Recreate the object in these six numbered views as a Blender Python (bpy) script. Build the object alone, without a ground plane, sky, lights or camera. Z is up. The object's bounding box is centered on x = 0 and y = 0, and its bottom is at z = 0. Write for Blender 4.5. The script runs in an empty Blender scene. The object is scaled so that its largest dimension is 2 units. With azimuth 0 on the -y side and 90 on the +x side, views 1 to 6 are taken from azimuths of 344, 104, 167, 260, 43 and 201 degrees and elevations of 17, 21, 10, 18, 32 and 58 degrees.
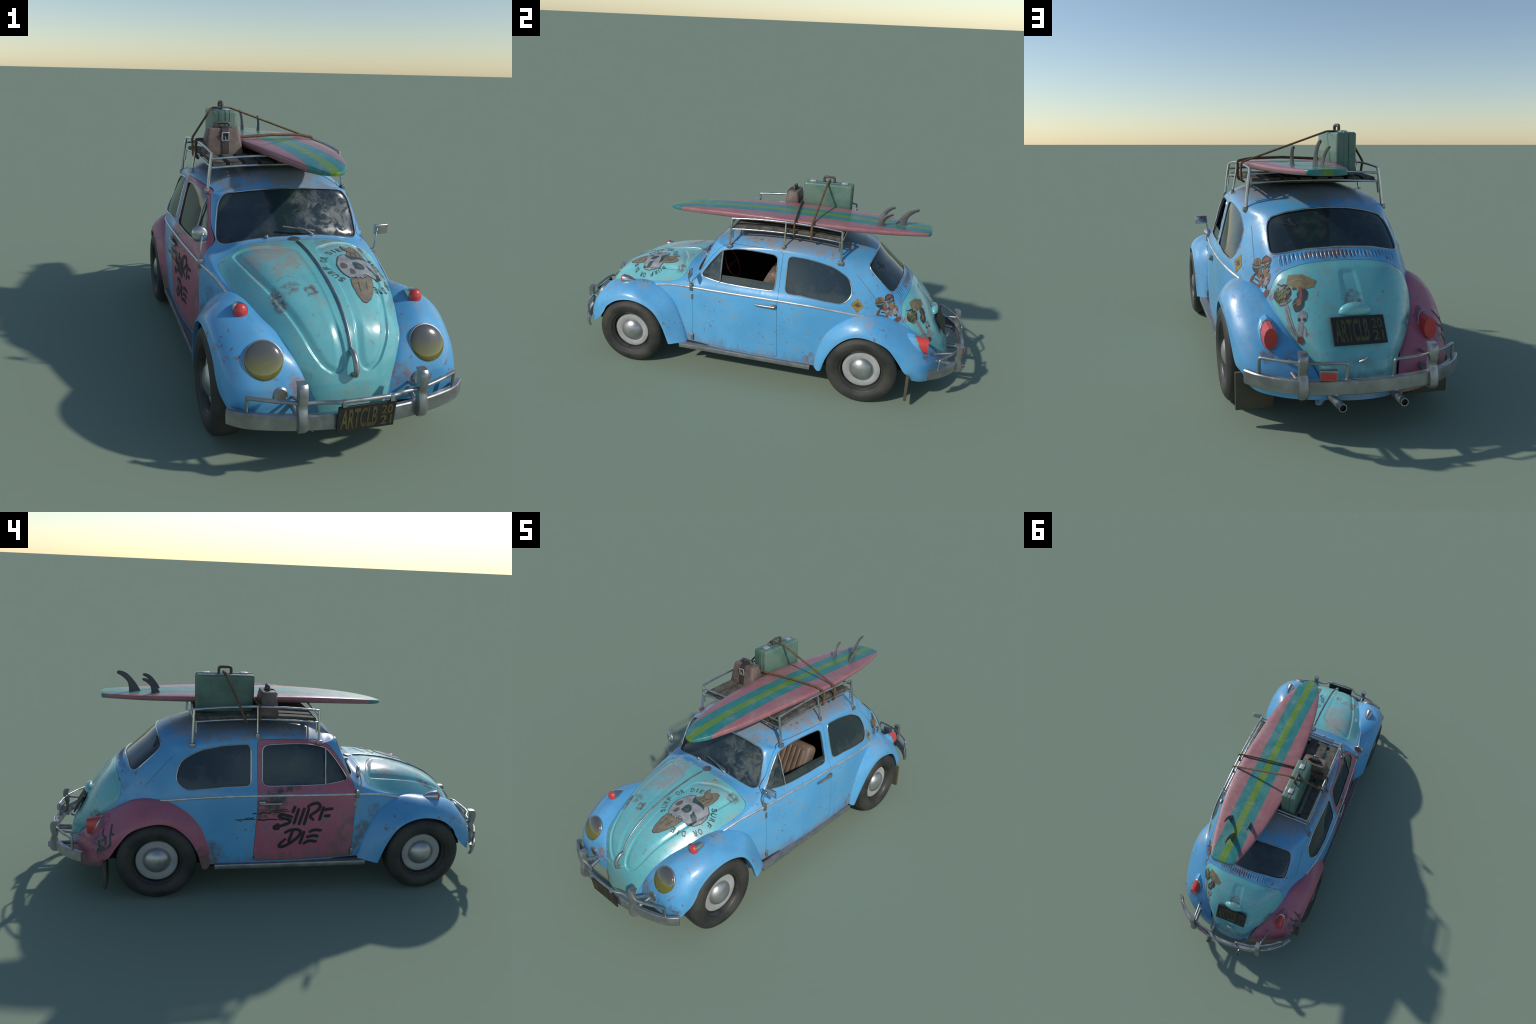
# Rusty vintage beetle-shaped surf car with roof rack, surfboard, suitcase and bag.
# Frame: metres, z up, nose of the car towards -y, +x is the driver's (left) side.
import bpy, bmesh, math, random
import numpy as np
from mathutils import Vector, Matrix
from mathutils.bvhtree import BVHTree

random.seed(7)
RNG = np.random.default_rng(11)
V = np.array


# ----------------------------------------------------------------------------
# small node helper
# ----------------------------------------------------------------------------
class Mat:
    def __init__(self, name, rough=0.5, metal=0.0):
        self.m = bpy.data.materials.new(name)
        self.m.use_nodes = True
        self.t = self.m.node_tree
        self.b = self.t.nodes["Principled BSDF"]
        self.b.inputs["Roughness"].default_value = rough
        self.b.inputs["Metallic"].default_value = metal
        self.tc = None

    def node(self, kind, **kw):
        n = self.t.nodes.new(kind)
        for k, v in kw.items():
            setattr(n, k, v)
        return n

    def link(self, a, b):
        if hasattr(a, "is_output"):
            self.t.links.new(a, b)
        else:
            b.default_value = a if not (isinstance(a, tuple) and len(a) == 3 and b.type == "RGBA") else (*a, 1)

    def co(self):
        if not self.tc:
            self.tc = self.node("ShaderNodeTexCoord")
        return self.tc.outputs["Object"]

    def sep(self, vec=None):
        s = self.node("ShaderNodeSeparateXYZ")
        self.link(vec or self.co(), s.inputs[0])
        return s.outputs

    def mapped(self, scale=(1, 1, 1), loc=(0, 0, 0), rot=(0, 0, 0)):
        m = self.node("ShaderNodeMapping")
        self.link(self.co(), m.inputs["Vector"])
        m.inputs["Scale"].default_value = scale
        m.inputs["Location"].default_value = loc
        m.inputs["Rotation"].default_value = rot
        return m.outputs[0]

    def noise(self, scale, detail=4, rough=0.55, vec=None, dist=0.0):
        n = self.node("ShaderNodeTexNoise")
        self.link(vec or self.co(), n.inputs["Vector"])
        n.inputs["Scale"].default_value = scale
        n.inputs["Detail"].default_value = detail
        n.inputs["Roughness"].default_value = rough
        n.inputs["Distortion"].default_value = dist
        return n.outputs["Fac"]

    def math(self, op, a, b=0.0, c=None, clamp=False):
        n = self.node("ShaderNodeMath", operation=op, use_clamp=clamp)
        self.link(a, n.inputs[0])
        self.link(b, n.inputs[1])
        if c is not None:
            self.link(c, n.inputs[2])
        return n.outputs[0]

    def step(self, x, lo, hi, a=0.0, b=1.0):
        n = self.node("ShaderNodeMapRange", interpolation_type="SMOOTHSTEP")
        self.link(x, n.inputs[0])
        n.inputs[1].default_value, n.inputs[2].default_value = lo, hi
        n.inputs[3].default_value, n.inputs[4].default_value = a, b
        return n.outputs[0]

    def mul(self, *xs):
        r = xs[0]
        for x in xs[1:]:
            r = self.math("MULTIPLY", r, x)
        return r

    def mix(self, fac, a, b):
        n = self.node("ShaderNodeMix", data_type="RGBA")
        self.link(fac, n.inputs[0])
        self.link(a, n.inputs[6])
        self.link(b, n.inputs[7])
        return n.outputs[2]

    def color(self, c):
        self.link(c, self.b.inputs["Base Color"])
        return self

    def rough(self, r):
        self.link(r, self.b.inputs["Roughness"])
        return self

    def bump(self, h, strength=0.2, dist=0.004):
        n = self.node("ShaderNodeBump")
        n.inputs["Strength"].default_value = strength
        n.inputs["Distance"].default_value = dist
        self.link(h, n.inputs["Height"])
        self.link(n.outputs[0], self.b.inputs["Normal"])
        return self


RUST = (0.115, 0.042, 0.026)
RUST_PALE = (0.26, 0.15, 0.12)


def paint_material(name, base, light, under, rust=0.5, fleck=None, fleck_amount=0.0, mud=0.0, roof=False, coat=0.35, rough=0.38, seed=0.0, chalk=0.45, patches=()):
    """weathered car paint: tone drift, chalky fading, rust chips, mud low down.
    patches: (centre, radius, colour, strength, grain) for stains that sit at one place"""
    m = Mat(name, rough)
    co = m.mapped(loc=(seed, seed * 1.7, -seed))
    big = m.noise(5, 5, 0.6, co)
    mid = m.noise(17, 6, 0.65, co, 0.4)
    fine = m.noise(75, 5, 0.6, co)
    c = m.mix(m.step(big, 0.38, 0.68), base, light)
    streak = m.noise(22, 6, 0.7, m.mapped(scale=(1, 0.45, 1), loc=(seed, 5, 1)), 0.6)
    faded = m.mul(m.step(streak, 0.47, 0.70), m.step(big, 0.36, 0.60))
    c = m.mix(m.mul(faded, chalk), c, under)
    if fleck:
        tall = m.noise(60, 6, 0.7, m.mapped(scale=(1, 1, 0.6), loc=(seed, 2, 3)), 0.5)
        f = m.mul(m.step(tall, 0.53, 0.62), m.step(m.noise(8, 3, 0.5, co), 0.36, 0.62), fleck_amount)
        c = m.mix(f, c, fleck)
    z = m.sep()[2]
    if roof:
        g = m.node("ShaderNodeNewGeometry")
        nz = m.sep(g.outputs["Normal"])[2]
        # bleached and dusty top of the roof
        edge = m.math("ADD", m.math("MULTIPLY", m.math("SUBTRACT", mid, 0.5), 0.20), z)
        worn = m.mul(m.step(edge, 0.645, 0.705), m.step(nz, 0.2, 0.6), m.step(fine, 0.05, 0.5))
        c = m.mix(m.mul(worn, 0.88), c, (0.29, 0.27, 0.25))
    for centre, radius, colour, strength, grain in patches:
        d = m.node("ShaderNodeVectorMath", operation="DISTANCE")
        stretch = centre[3] if len(centre) > 3 else (1, 1, 1)
        mp = m.mapped(scale=stretch)
        m.link(mp, d.inputs[0])
        d.inputs[1].default_value = tuple(a * b for a, b in zip(centre[:3], stretch))
        n = m.noise(grain, 6, 0.7, co, 0.3)
        inside = m.step(d.outputs["Value"], radius, radius * 0.35)
        f = m.step(m.math("ADD", n, m.math("MULTIPLY", inside, 0.30)), 0.66, 0.90)
        c = m.mix(m.mul(f, inside, strength), c, colour)
    # rust chips: small dots gathered in patches
    spots = m.noise(52, 3, 0.55, co, 0.3)
    patch = m.step(m.noise(6.5, 3, 0.5, m.mapped(loc=(seed + 3.1, 1.3, 0.4))), 0.42, 0.68)
    level = m.math("ADD", spots, m.mul(patch, 0.14 * rust))
    chip = m.mul(m.step(level, 0.725, 0.785), 0.62)
    halo = m.mul(m.step(level, 0.62, 0.76), 0.40)
    c = m.mix(halo, c, RUST_PALE)
    c = m.mix(chip, c, RUST)
    if mud:
        drip = m.noise(26, 5, 0.65, m.mapped(scale=(1, 1, 0.3), loc=(seed, 0, 0)))
        low = m.mul(m.step(m.math("SUBTRACT", z, m.math("MULTIPLY", drip, 0.16)), 0.115, 0.055), mud)
        c = m.mix(low, c, (0.19, 0.13, 0.095))
    m.color(c)
    m.rough(m.step(m.math("ADD", m.math("MULTIPLY", fine, 0.4), m.math("MULTIPLY", mid, 0.6)), 0.3, 0.75, rough - 0.14, rough + 0.2))
    m.b.inputs["Coat Weight"].default_value = coat
    m.b.inputs["Coat Roughness"].default_value = 0.16
    m.bump(m.math("ADD", m.math("MULTIPLY", mid, 0.6), m.math("MULTIPLY", chip, -0.6)), 0.12, 0.003)
    return m.m


BLUE, BLUE_L = (0.094, 0.368, 0.655), (0.122, 0.425, 0.72)
TEAL, TEAL_L = (0.145, 0.48, 0.50), (0.185, 0.555, 0.565)
PINK, PINK_L = (0.45, 0.112, 0.160), (0.51, 0.15, 0.20)
DUSTY_BLUE = (0.25, 0.34, 0.40)
BEIGE = (0.36, 0.34, 0.30)
BROWN = (0.20, 0.13, 0.085)
MOSS = (0.045, 0.055, 0.05)
paint_blue = paint_material("blue_car_paint", BLUE, BLUE_L, DUSTY_BLUE, 0.55, roof=True, mud=0.4, chalk=0.6, patches=[
    ((0.335, 0.29, 0.17), 0.07, (0.22, 0.12, 0.07), 0.8, 30), ((-0.335, 0.30, 0.19), 0.10, BROWN, 0.85, 26), ((-0.325, -0.36, 0.24), 0.13, (0.15, 0.135, 0.11), 0.8, 24),
    ((0.325, -0.345, 0.17), 0.07, (0.27, 0.22, 0.16), 0.8, 24), ((-0.31, -0.42, 0.36), 0.06, (0.15, 0.14, 0.12), 0.6, 28), ((0.23, 0.67, 0.40), 0.05, (0.25, 0.13, 0.08), 0.8, 40),
    ((0.05, 0.67, 0.525, (0.35, 1, 1)), 0.055, (0.22, 0.12, 0.09), 0.7, 60), ((-0.23, 0.66, 0.46), 0.04, (0.2, 0.1, 0.08), 0.5, 60), ((0, -0.36, 0.52, (0.3, 1, 1)), 0.06, DUSTY_BLUE, 0.6, 40)])
paint_fender = paint_material("blue_fender_paint", BLUE, BLUE_L, DUSTY_BLUE, 0.70, seed=4.0, chalk=0.6, patches=[
    ((0.16, -0.86, 0.24), 0.07, (0.30, 0.17, 0.14), 0.8, 45), ((-0.16, -0.86, 0.24), 0.07, (0.30, 0.17, 0.14), 0.8, 45), ((0.32, -0.86, 0.21), 0.05, (0.12, 0.05, 0.05), 0.7, 55),
    ((0.27, 0.80, 0.235), 0.045, (0.16, 0.10, 0.08), 0.8, 40), ((0.33, 0.52, 0.41), 0.10, (0.30, 0.34, 0.36), 0.6, 30), ((0.20, 0.84, 0.22), 0.08, (0.2, 0.2, 0.22), 0.5, 30), ((0.29, -0.60, 0.41), 0.08, (0.27, 0.36, 0.42), 0.6, 30)])
paint_teal = paint_material("teal_lid_paint", TEAL, TEAL_L, BEIGE, 0.5, seed=9.0, coat=0.6, rough=0.32, chalk=0.62, patches=[
    ((-0.12, -0.50, 0.49, (1, 0.7, 1)), 0.17, BEIGE, 0.85, 14), ((-0.065, -0.705, 0.45, (1, 0.6, 1)), 0.035, (0.16, 0.06, 0.045), 0.9, 40), ((-0.165, -0.70, 0.43, (1, 0.35, 0.5)), 0.035, (0.15, 0.05, 0.04), 0.85, 55),
    ((-0.12, -0.68, 0.455), 0.05, (0.2, 0.10, 0.09), 0.6, 50), ((0.215, -0.42, 0.48), 0.05, (0.14, 0.06, 0.055), 0.8, 60), ((0.12, -0.46, 0.505), 0.12, BEIGE, 0.6, 18), ((0.0, -0.88, 0.20), 0.10, (0.33, 0.42, 0.36), 0.5, 30),
    ((0.0, 0.80, 0.40), 0.06, (0.17, 0.07, 0.075), 0.7, 60), ((-0.20, 0.78, 0.30), 0.08, (0.07, 0.09, 0.08), 0.75, 30), ((0.0, 0.90, 0.18), 0.12, (0.12, 0.18, 0.16), 0.5, 26), ((0.19, 0.79, 0.29), 0.06, (0.20, 0.20, 0.12), 0.6, 26)])
paint_pink = paint_material("faded_red_paint", PINK, PINK_L, (0.27, 0.14, 0.20), 0.15, fleck=(0.13, 0.15, 0.27), fleck_amount=0.95, seed=2.0, coat=0.15, rough=0.45, mud=0.8, chalk=0.5, patches=[
    ((-0.335, -0.31, 0.22, (1, 1, 0.7)), 0.16, (0.16, 0.12, 0.09), 0.65, 20), ((-0.345, 0.03, 0.42), 0.10, MOSS, 0.9, 30), ((-0.33, -0.02, 0.475, (1, 0.35, 1)), 0.035, MOSS, 0.9, 30),
    ((-0.35, 0.10, 0.37, (1, 0.6, 1)), 0.05, MOSS, 0.7, 40), ((-0.33, 0.76, 0.24), 0.09, (0.06, 0.075, 0.095), 0.85, 34), ((-0.26, 0.75, 0.31), 0.06, (0.07, 0.075, 0.10), 0.8, 34), ((-0.36, 0.34, 0.18), 0.08, (0.11, 0.10, 0.10), 0.85, 34), ((-0.31, 0.80, 0.14), 0.07, (0.10, 0.12, 0.12), 0.8, 40)])


def simple(name, col, rough=0.5, metal=0.0, var=0.25, scale=30, dirt=None, coat=0.0, bump=0.0):
    m = Mat(name, rough, metal)
    n = m.noise(scale, 5, 0.6)
    dark = tuple(c * (1 - var) for c in col)
    lite = tuple(min(1, c * (1 + var)) for c in col)
    c = m.mix(m.step(n, 0.3, 0.7), dark, lite)
    if dirt:
        c = m.mix(m.mul(m.step(m.noise(scale * 0.4, 6, 0.65), 0.45, 0.7), 0.6), c, dirt)
    m.color(c)
    if bump:
        m.bump(n, bump, 0.003)
    m.rough(m.step(n, 0.25, 0.75, max(0.05, rough - 0.08), rough + 0.1))
    m.b.inputs["Coat Weight"].default_value = coat
    return m.m


chrome = simple("tarnished_chrome", (0.56, 0.56, 0.555), 0.20, 0.9, 0.15, 22, dirt=(0.34, 0.32, 0.30))
chrome_dull = simple("dull_chrome", (0.37, 0.37, 0.365), 0.34, 0.8, 0.18, 18, dirt=(0.25, 0.24, 0.22))
trim_bright = simple("bright_trim_strip", (0.66, 0.65, 0.64), 0.36, 0.65, 0.15, 25, dirt=(0.42, 0.39, 0.36))
rubber = simple("dusty_tyre_rubber", (0.032, 0.031, 0.028), 0.62, 0, 0.35, 14, dirt=(0.075, 0.066, 0.046), bump=0.15)
hub_mat = simple("brushed_hubcap", (0.47, 0.465, 0.455), 0.36, 0.8, 0.15, 14, dirt=(0.36, 0.35, 0.32))
rim_dark = simple("rim_recess_metal", (0.10, 0.10, 0.095), 0.4, 0.6, 0.3, 20, dirt=(0.09, 0.075, 0.05))
rim_white = simple("chalky_rim_paint", (0.40, 0.40, 0.385), 0.55, 0, 0.16, 16, dirt=(0.30, 0.29, 0.27))
black_inside = simple("dark_cabin_lining", (0.012, 0.011, 0.011), 0.9, 0, 0.3, 10)
under_black = simple("oily_underside", (0.022, 0.021, 0.019), 0.8, 0, 0.4, 12)
wood_slat = simple("weathered_rack_wood", (0.10, 0.092, 0.07), 0.8, 0, 0.5, 35, dirt=(0.055, 0.06, 0.05), bump=0.3)
strap_mat = simple("brown_strap_webbing", (0.14, 0.078, 0.038), 0.8, 0, 0.3, 60, bump=0.3)
fin_mat = simple("grey_fin_resin", (0.095, 0.095, 0.095), 0.5, 0, 0.15, 20)
flap_mat = simple("mudflap_rubber", (0.085, 0.072, 0.045), 0.8, 0, 0.3, 16, dirt=(0.12, 0.10, 0.06))
seat_mat = simple("tan_seat_leather", (0.19, 0.132, 0.095), 0.5, 0, 0.2, 12)
wheel_red = simple("red_steering_rim", (0.16, 0.012, 0.012), 0.45, 0, 0.2, 20)
leather = simple("worn_brown_leather", (0.155, 0.105, 0.085), 0.55, 0, 0.3, 18, dirt=(0.30, 0.265, 0.215), bump=0.2)
leather_dark = simple("dark_leather_strap", (0.045, 0.032, 0.026), 0.55, 0, 0.3, 25)
handle_mat = simple("dark_grip_leather", (0.085, 0.075, 0.065), 0.5, 0, 0.3, 25)
silver = simple("silver_buckle", (0.5, 0.5, 0.5), 0.35, 0.5, 0.1, 20)
case_green = simple("green_suitcase_shell", (0.092, 0.180, 0.136), 0.45, 0, 0.22, 14, dirt=(0.16, 0.205, 0.155), coat=0.2)
case_dark = simple("green_suitcase_seam", (0.05, 0.10, 0.078), 0.6, 0, 0.2, 14)
board_side = simple("running_board_rubber", (0.155, 0.145, 0.15), 0.6, 0, 0.2, 25, dirt=(0.20, 0.17, 0.14))
plate_black = simple("dark_plate", (0.016, 0.015, 0.014), 0.6, 0, 0.3, 30)
plate_yellow = simple("tarnished_plate_letters", (0.080, 0.068, 0.020), 0.6, 0, 0.3, 40)
ink = simple("dark_decal_ink", (0.04, 0.075, 0.075), 0.5, 0, 0.3, 40)
spray = simple("black_spray_paint", (0.022, 0.018, 0.02), 0.6, 0, 0.3, 60)


def lamp_red():
    m = Mat("red_lamp_plastic", 0.35)
    m.color((0.62, 0.055, 0.05))
    m.b.inputs["Coat Weight"].default_value = 0.3
    return m.m


lamp = lamp_red()


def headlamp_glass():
    """yellowed lens: olive glass below, greyer towards the top"""
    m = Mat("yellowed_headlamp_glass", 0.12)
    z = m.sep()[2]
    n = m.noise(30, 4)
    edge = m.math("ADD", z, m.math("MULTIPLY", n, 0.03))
    c = m.mix(m.step(edge, 0.320, 0.362), (0.165, 0.148, 0.022), (0.085, 0.085, 0.078))  # grey top stands for reflected sky, put into the base colour
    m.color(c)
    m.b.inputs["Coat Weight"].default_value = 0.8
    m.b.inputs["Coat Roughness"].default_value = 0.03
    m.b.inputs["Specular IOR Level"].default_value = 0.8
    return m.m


def window_glass():
    """opaque grimy glass: dark, glossy, with a film of dust low down and in the corners"""
    m = Mat("dirty_dark_glass", 0.06)
    z = m.sep()[2]
    n = m.noise(11, 6, 0.65)
    f = m.noise(60, 5, 0.6)
    film = m.step(m.math("ADD", n, m.math("MULTIPLY", m.step(z, 0.53, 0.48), 0.16)), 0.50, 0.66)
    c = m.mix(m.mul(film, 0.8), (0.017, 0.032, 0.040), (0.046, 0.060, 0.057))
    d = m.node("ShaderNodeVectorMath", operation="DISTANCE")
    m.link(m.co(), d.inputs[0])
    d.inputs[1].default_value = (0.17, -0.275, 0.60)
    glare_smear = m.mul(m.step(d.outputs["Value"], 0.22, 0.05), m.step(m.noise(20, 6, 0.7, None, 0.8), 0.42, 0.62))  # pale dirt streaks, with sun glare painted into their colour
    c = m.mix(m.mul(glare_smear, 0.6), c, (0.17, 0.19, 0.175))
    m.color(c)
    m.rough(m.math("ADD", m.math("ADD", m.mul(film, m.step(f, 0.3, 0.7), 0.22), m.mul(glare_smear, 0.25)), 0.05))
    m.b.inputs["Specular IOR Level"].default_value = 0.6
    return m.m


glass = window_glass()
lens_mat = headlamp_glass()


def board_material():
    """pink surfboard with a green stringer stripe between two teal bands"""
    m = Mat("striped_surfboard", 0.35)
    x, y, z = m.sep()
    ax = m.math("ABSOLUTE", x)
    n = m.noise(22, 6, 0.65)
    f = m.noise(70, 5, 0.6)
    pink = m.mix(m.step(n, 0.35, 0.7), (0.335, 0.130, 0.140), (0.375, 0.160, 0.163))
    teal = m.mix(m.step(n, 0.35, 0.7), (0.022, 0.190, 0.180), (0.036, 0.225, 0.212))
    green = m.mix(m.step(n, 0.35, 0.7), (0.110, 0.235, 0.020), (0.145, 0.265, 0.03))
    c = m.mix(m.step(ax, 0.0655, 0.0665), teal, pink)
    c = m.mix(m.step(ax, 0.0175, 0.0185), green, c)
    wax = m.mul(m.step(m.noise(12, 6, 0.7), 0.48, 0.74), m.step(f, 0.3, 0.65), 0.55)
    c = m.mix(wax, c, (0.32, 0.31, 0.28))
    m.color(c)
    m.rough(m.step(n, 0.3, 0.7, 0.3, 0.5))
    m.b.inputs["Coat Weight"].default_value = 0.25
    return m.m


surf_mat = board_material()


def flat(name, col, rough=0.6):
    """sun-faded printed ink with scuffs"""
    grey = sum(col) / 3
    worn = tuple(0.80 * (0.82 * c + 0.18 * grey) for c in col)
    return simple(name, worn, rough, 0, 0.22, 45, dirt=tuple(0.6 * c + 0.07 for c in worn))


# ----------------------------------------------------------------------------
# mesh helpers
# ----------------------------------------------------------------------------
def obj(name, verts, faces, mat, parent=None, smooth=True, normals=None, angle=None):
    me = bpy.data.meshes.new(name)
    me.from_pydata([tuple(map(float, v)) for v in verts], [], [tuple(map(int, f)) for f in faces])
    me.update()
    if smooth:
        me.shade_smooth()
        if angle is not None:
            me.set_sharp_from_angle(angle=math.radians(angle))
    if normals is not None:
        me.normals_split_custom_set_from_vertices([tuple(map(float, n)) for n in normals])
    me.materials.append(mat)
    o = bpy.data.objects.new(name, me)
    bpy.context.scene.collection.objects.link(o)
    if parent:
        o.parent = parent
    return o


def empty(name, parent=None):
    o = bpy.data.objects.new(name, None)
    bpy.context.scene.collection.objects.link(o)
    if parent:
        o.parent = parent
    return o


def clone(o, name, matrix, parent=None):
    c = o.copy()
    c.name = name
    bpy.context.scene.collection.objects.link(c)
    c.parent = parent or o.parent
    c.matrix_local = matrix
    return c


def catmull(P, n, before=None, after=None):
    """centripetal Catmull-Rom through P (k,3), n samples per span"""
    P = np.asarray(P, float)
    a = P[0] * 2 - P[1] if before is None else V(before)
    b = P[-1] * 2 - P[-2] if after is None else V(after)
    Q = np.vstack([a, P, b])
    out = []
    u = np.linspace(0, 1, n, endpoint=False)[:, None]
    for i in range(1, len(Q) - 2):
        p0, p1, p2, p3 = Q[i - 1 : i + 3]
        d = lambda q, r: max(np.linalg.norm(q - r), 1e-6) ** 0.5
        t1 = d(p0, p1)
        t2 = t1 + d(p1, p2)
        t3 = t2 + d(p2, p3)
        t = t1 + (t2 - t1) * u
        A1 = (t1 - t) / t1 * p0 + t / t1 * p1
        A2 = (t2 - t) / (t2 - t1) * p1 + (t - t1) / (t2 - t1) * p2
        A3 = (t3 - t) / (t3 - t2) * p2 + (t - t2) / (t3 - t2) * p3
        B1 = (t2 - t) / t2 * A1 + t / t2 * A2
        B2 = (t3 - t) / (t3 - t1) * A2 + (t - t1) / (t3 - t1) * A3
        out.append((t2 - t) / (t2 - t1) * B1 + (t - t1) / (t2 - t1) * B2)
    out.append(Q[-2][None])
    return np.vstack(out)


def grid_faces(nu, nv, flip=False, wrap_v=False):
    f = []
    for i in range(nu - 1):
        for j in range(nv - (0 if wrap_v else 1)):
            k = (j + 1) % nv
            q = (i * nv + j, i * nv + k, (i + 1) * nv + k, (i + 1) * nv + j)
            f.append(q[::-1] if flip else q)
    return f


def frames(P, closed):
    P = np.asarray(P, float)
    n = len(P)
    T = np.roll(P, -1, 0) - np.roll(P, 1, 0) if closed else np.gradient(P, axis=0)
    T /= np.linalg.norm(T, axis=1)[:, None] + 1e-12
    ref = V([0, 0, 1.0]) if abs(T[0][2]) < 0.9 else V([1.0, 0, 0])
    N = []
    u = np.cross(T[0], np.cross(ref, T[0]))
    for t in T:
        u = u - t * (u @ t)
        u /= np.linalg.norm(u) + 1e-12
        N.append(u.copy())
    N = V(N)
    return T, N, np.cross(T, N)


def tube_mesh(P, r, sides=8, closed=False, squash=1.0, caps=True):
    """round (or squashed) bar along points P; r may be one number or one per point"""
    P = np.asarray(P, float)
    T, N, B = frames(P, closed)
    r = np.broadcast_to(np.asarray(r, float), (len(P),))
    a = np.linspace(0, 2 * math.pi, sides, endpoint=False)
    ring = [P + r[:, None] * (math.cos(t) * N + squash * math.sin(t) * B) for t in a]
    verts = np.stack(ring, 1).reshape(-1, 3)
    n = len(P)
    faces = []
    for i in range(n if closed else n - 1):
        for j in range(sides):
            k = (j + 1) % sides
            i2 = (i + 1) % n
            faces.append((i * sides + j, i * sides + k, i2 * sides + k, i2 * sides + j))
    if caps and not closed:
        faces.append(tuple(range(sides))[::-1])
        faces.append(tuple((n - 1) * sides + j for j in range(sides)))
    return verts, faces


def tube(name, P, r, mat, parent, sides=8, closed=False, squash=1.0):
    v, f = tube_mesh(P, r, sides, closed, squash)
    return obj(name, v, f, mat, parent, True, angle=50)


def rounded_path(P, r=0.012, n=4):
    """polyline with its corners rounded off"""
    P = [V(p, float) for p in P]
    out = [P[0]]
    for a, b, c in zip(P, P[1:], P[2:]):
        u, w = a - b, c - b
        k = min(r, np.linalg.norm(u) * 0.45, np.linalg.norm(w) * 0.45)
        p, q = b + u / np.linalg.norm(u) * k, b + w / np.linalg.norm(w) * k
        for t in np.linspace(0, 1, n + 1):
            out.append((1 - t) ** 2 * p + 2 * t * (1 - t) * b + t * t * q)
    out.append(P[-1])
    return V(out)


def join(parts):
    vs, fs, k = [], [], 0
    for v, f in parts:
        vs.append(np.asarray(v, float))
        fs += [tuple(i + k for i in q) for q in f]
        k += len(v)
    return np.vstack(vs), fs


def lathe_mesh(profile, segs=32, axis="x"):
    """profile: (along, radius) pairs, spun about an axis through the origin"""
    vs, n = [], len(profile)
    for a, r in profile:
        for t in np.linspace(0, 2 * math.pi, segs, endpoint=False):
            c, s = r * math.cos(t), r * math.sin(t)
            vs.append((a, c, s) if axis == "x" else (c, s, a))
    return V(vs), grid_faces(n, segs, wrap_v=True)


def bevel_box(size, centre=(0, 0, 0), bevel=0.004, segs=2, taper=1.0):
    bm = bmesh.new()
    bmesh.ops.create_cube(bm, size=1)
    for v in bm.verts:
        k = taper if v.co.z > 0 else 1.0
        v.co = Vector((v.co.x * size[0] * k, v.co.y * size[1] * k, v.co.z * size[2]))
    if bevel:
        bmesh.ops.bevel(bm, geom=bm.edges[:], offset=bevel, segments=segs, profile=0.5, affect="EDGES")
    bm.verts.index_update()
    v = V([x.co for x in bm.verts]) + V(centre)
    f = [tuple(a.index for a in q.verts) for q in bm.faces]
    bm.free()
    return v, f


def box(name, size, centre, mat, parent, bevel=0.004, taper=1.0, rot=None):
    v, f = bevel_box(size, (0, 0, 0), bevel, 2, taper)
    if rot is not None:
        v = v @ V(rot).T
    return obj(name, v + V(centre), f, mat, parent, True, angle=35)


def rounded_polygon(P, r, n=5):
    P = [V(p, float) for p in P]
    out = []
    rs = r if isinstance(r, (list, tuple)) else [r] * len(P)
    for i, b in enumerate(P):
        a, c = P[i - 1], P[(i + 1) % len(P)]
        u, w = a - b, c - b
        k = min(rs[i], np.linalg.norm(u) * 0.48, np.linalg.norm(w) * 0.48)
        p, q = b + u / np.linalg.norm(u) * k, b + w / np.linalg.norm(w) * k
        for t in np.linspace(0, 1, n + 1):
            out.append((1 - t) ** 2 * p + 2 * t * (1 - t) * b + t * t * q)
    return V(out)


def signed_distance(Q, poly):
    """negative inside; Q (n,2)"""
    d = np.full(len(Q), 1e9)
    inside = np.zeros(len(Q), bool)
    for a, b in zip(poly, np.roll(poly, -1, 0)):
        e = b - a
        w = Q - a
        t = np.clip((w @ e) / (e @ e + 1e-15), 0, 1)
        d = np.minimum(d, np.linalg.norm(w - t[:, None] * e, axis=1))
        c = ((a[1] > Q[:, 1]) != (b[1] > Q[:, 1])) & (Q[:, 0] < (b[0] - a[0]) * (Q[:, 1] - a[1]) / (b[1] - a[1] + 1e-15) + a[0])
        inside ^= c
    return np.where(inside, -d, d)


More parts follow.
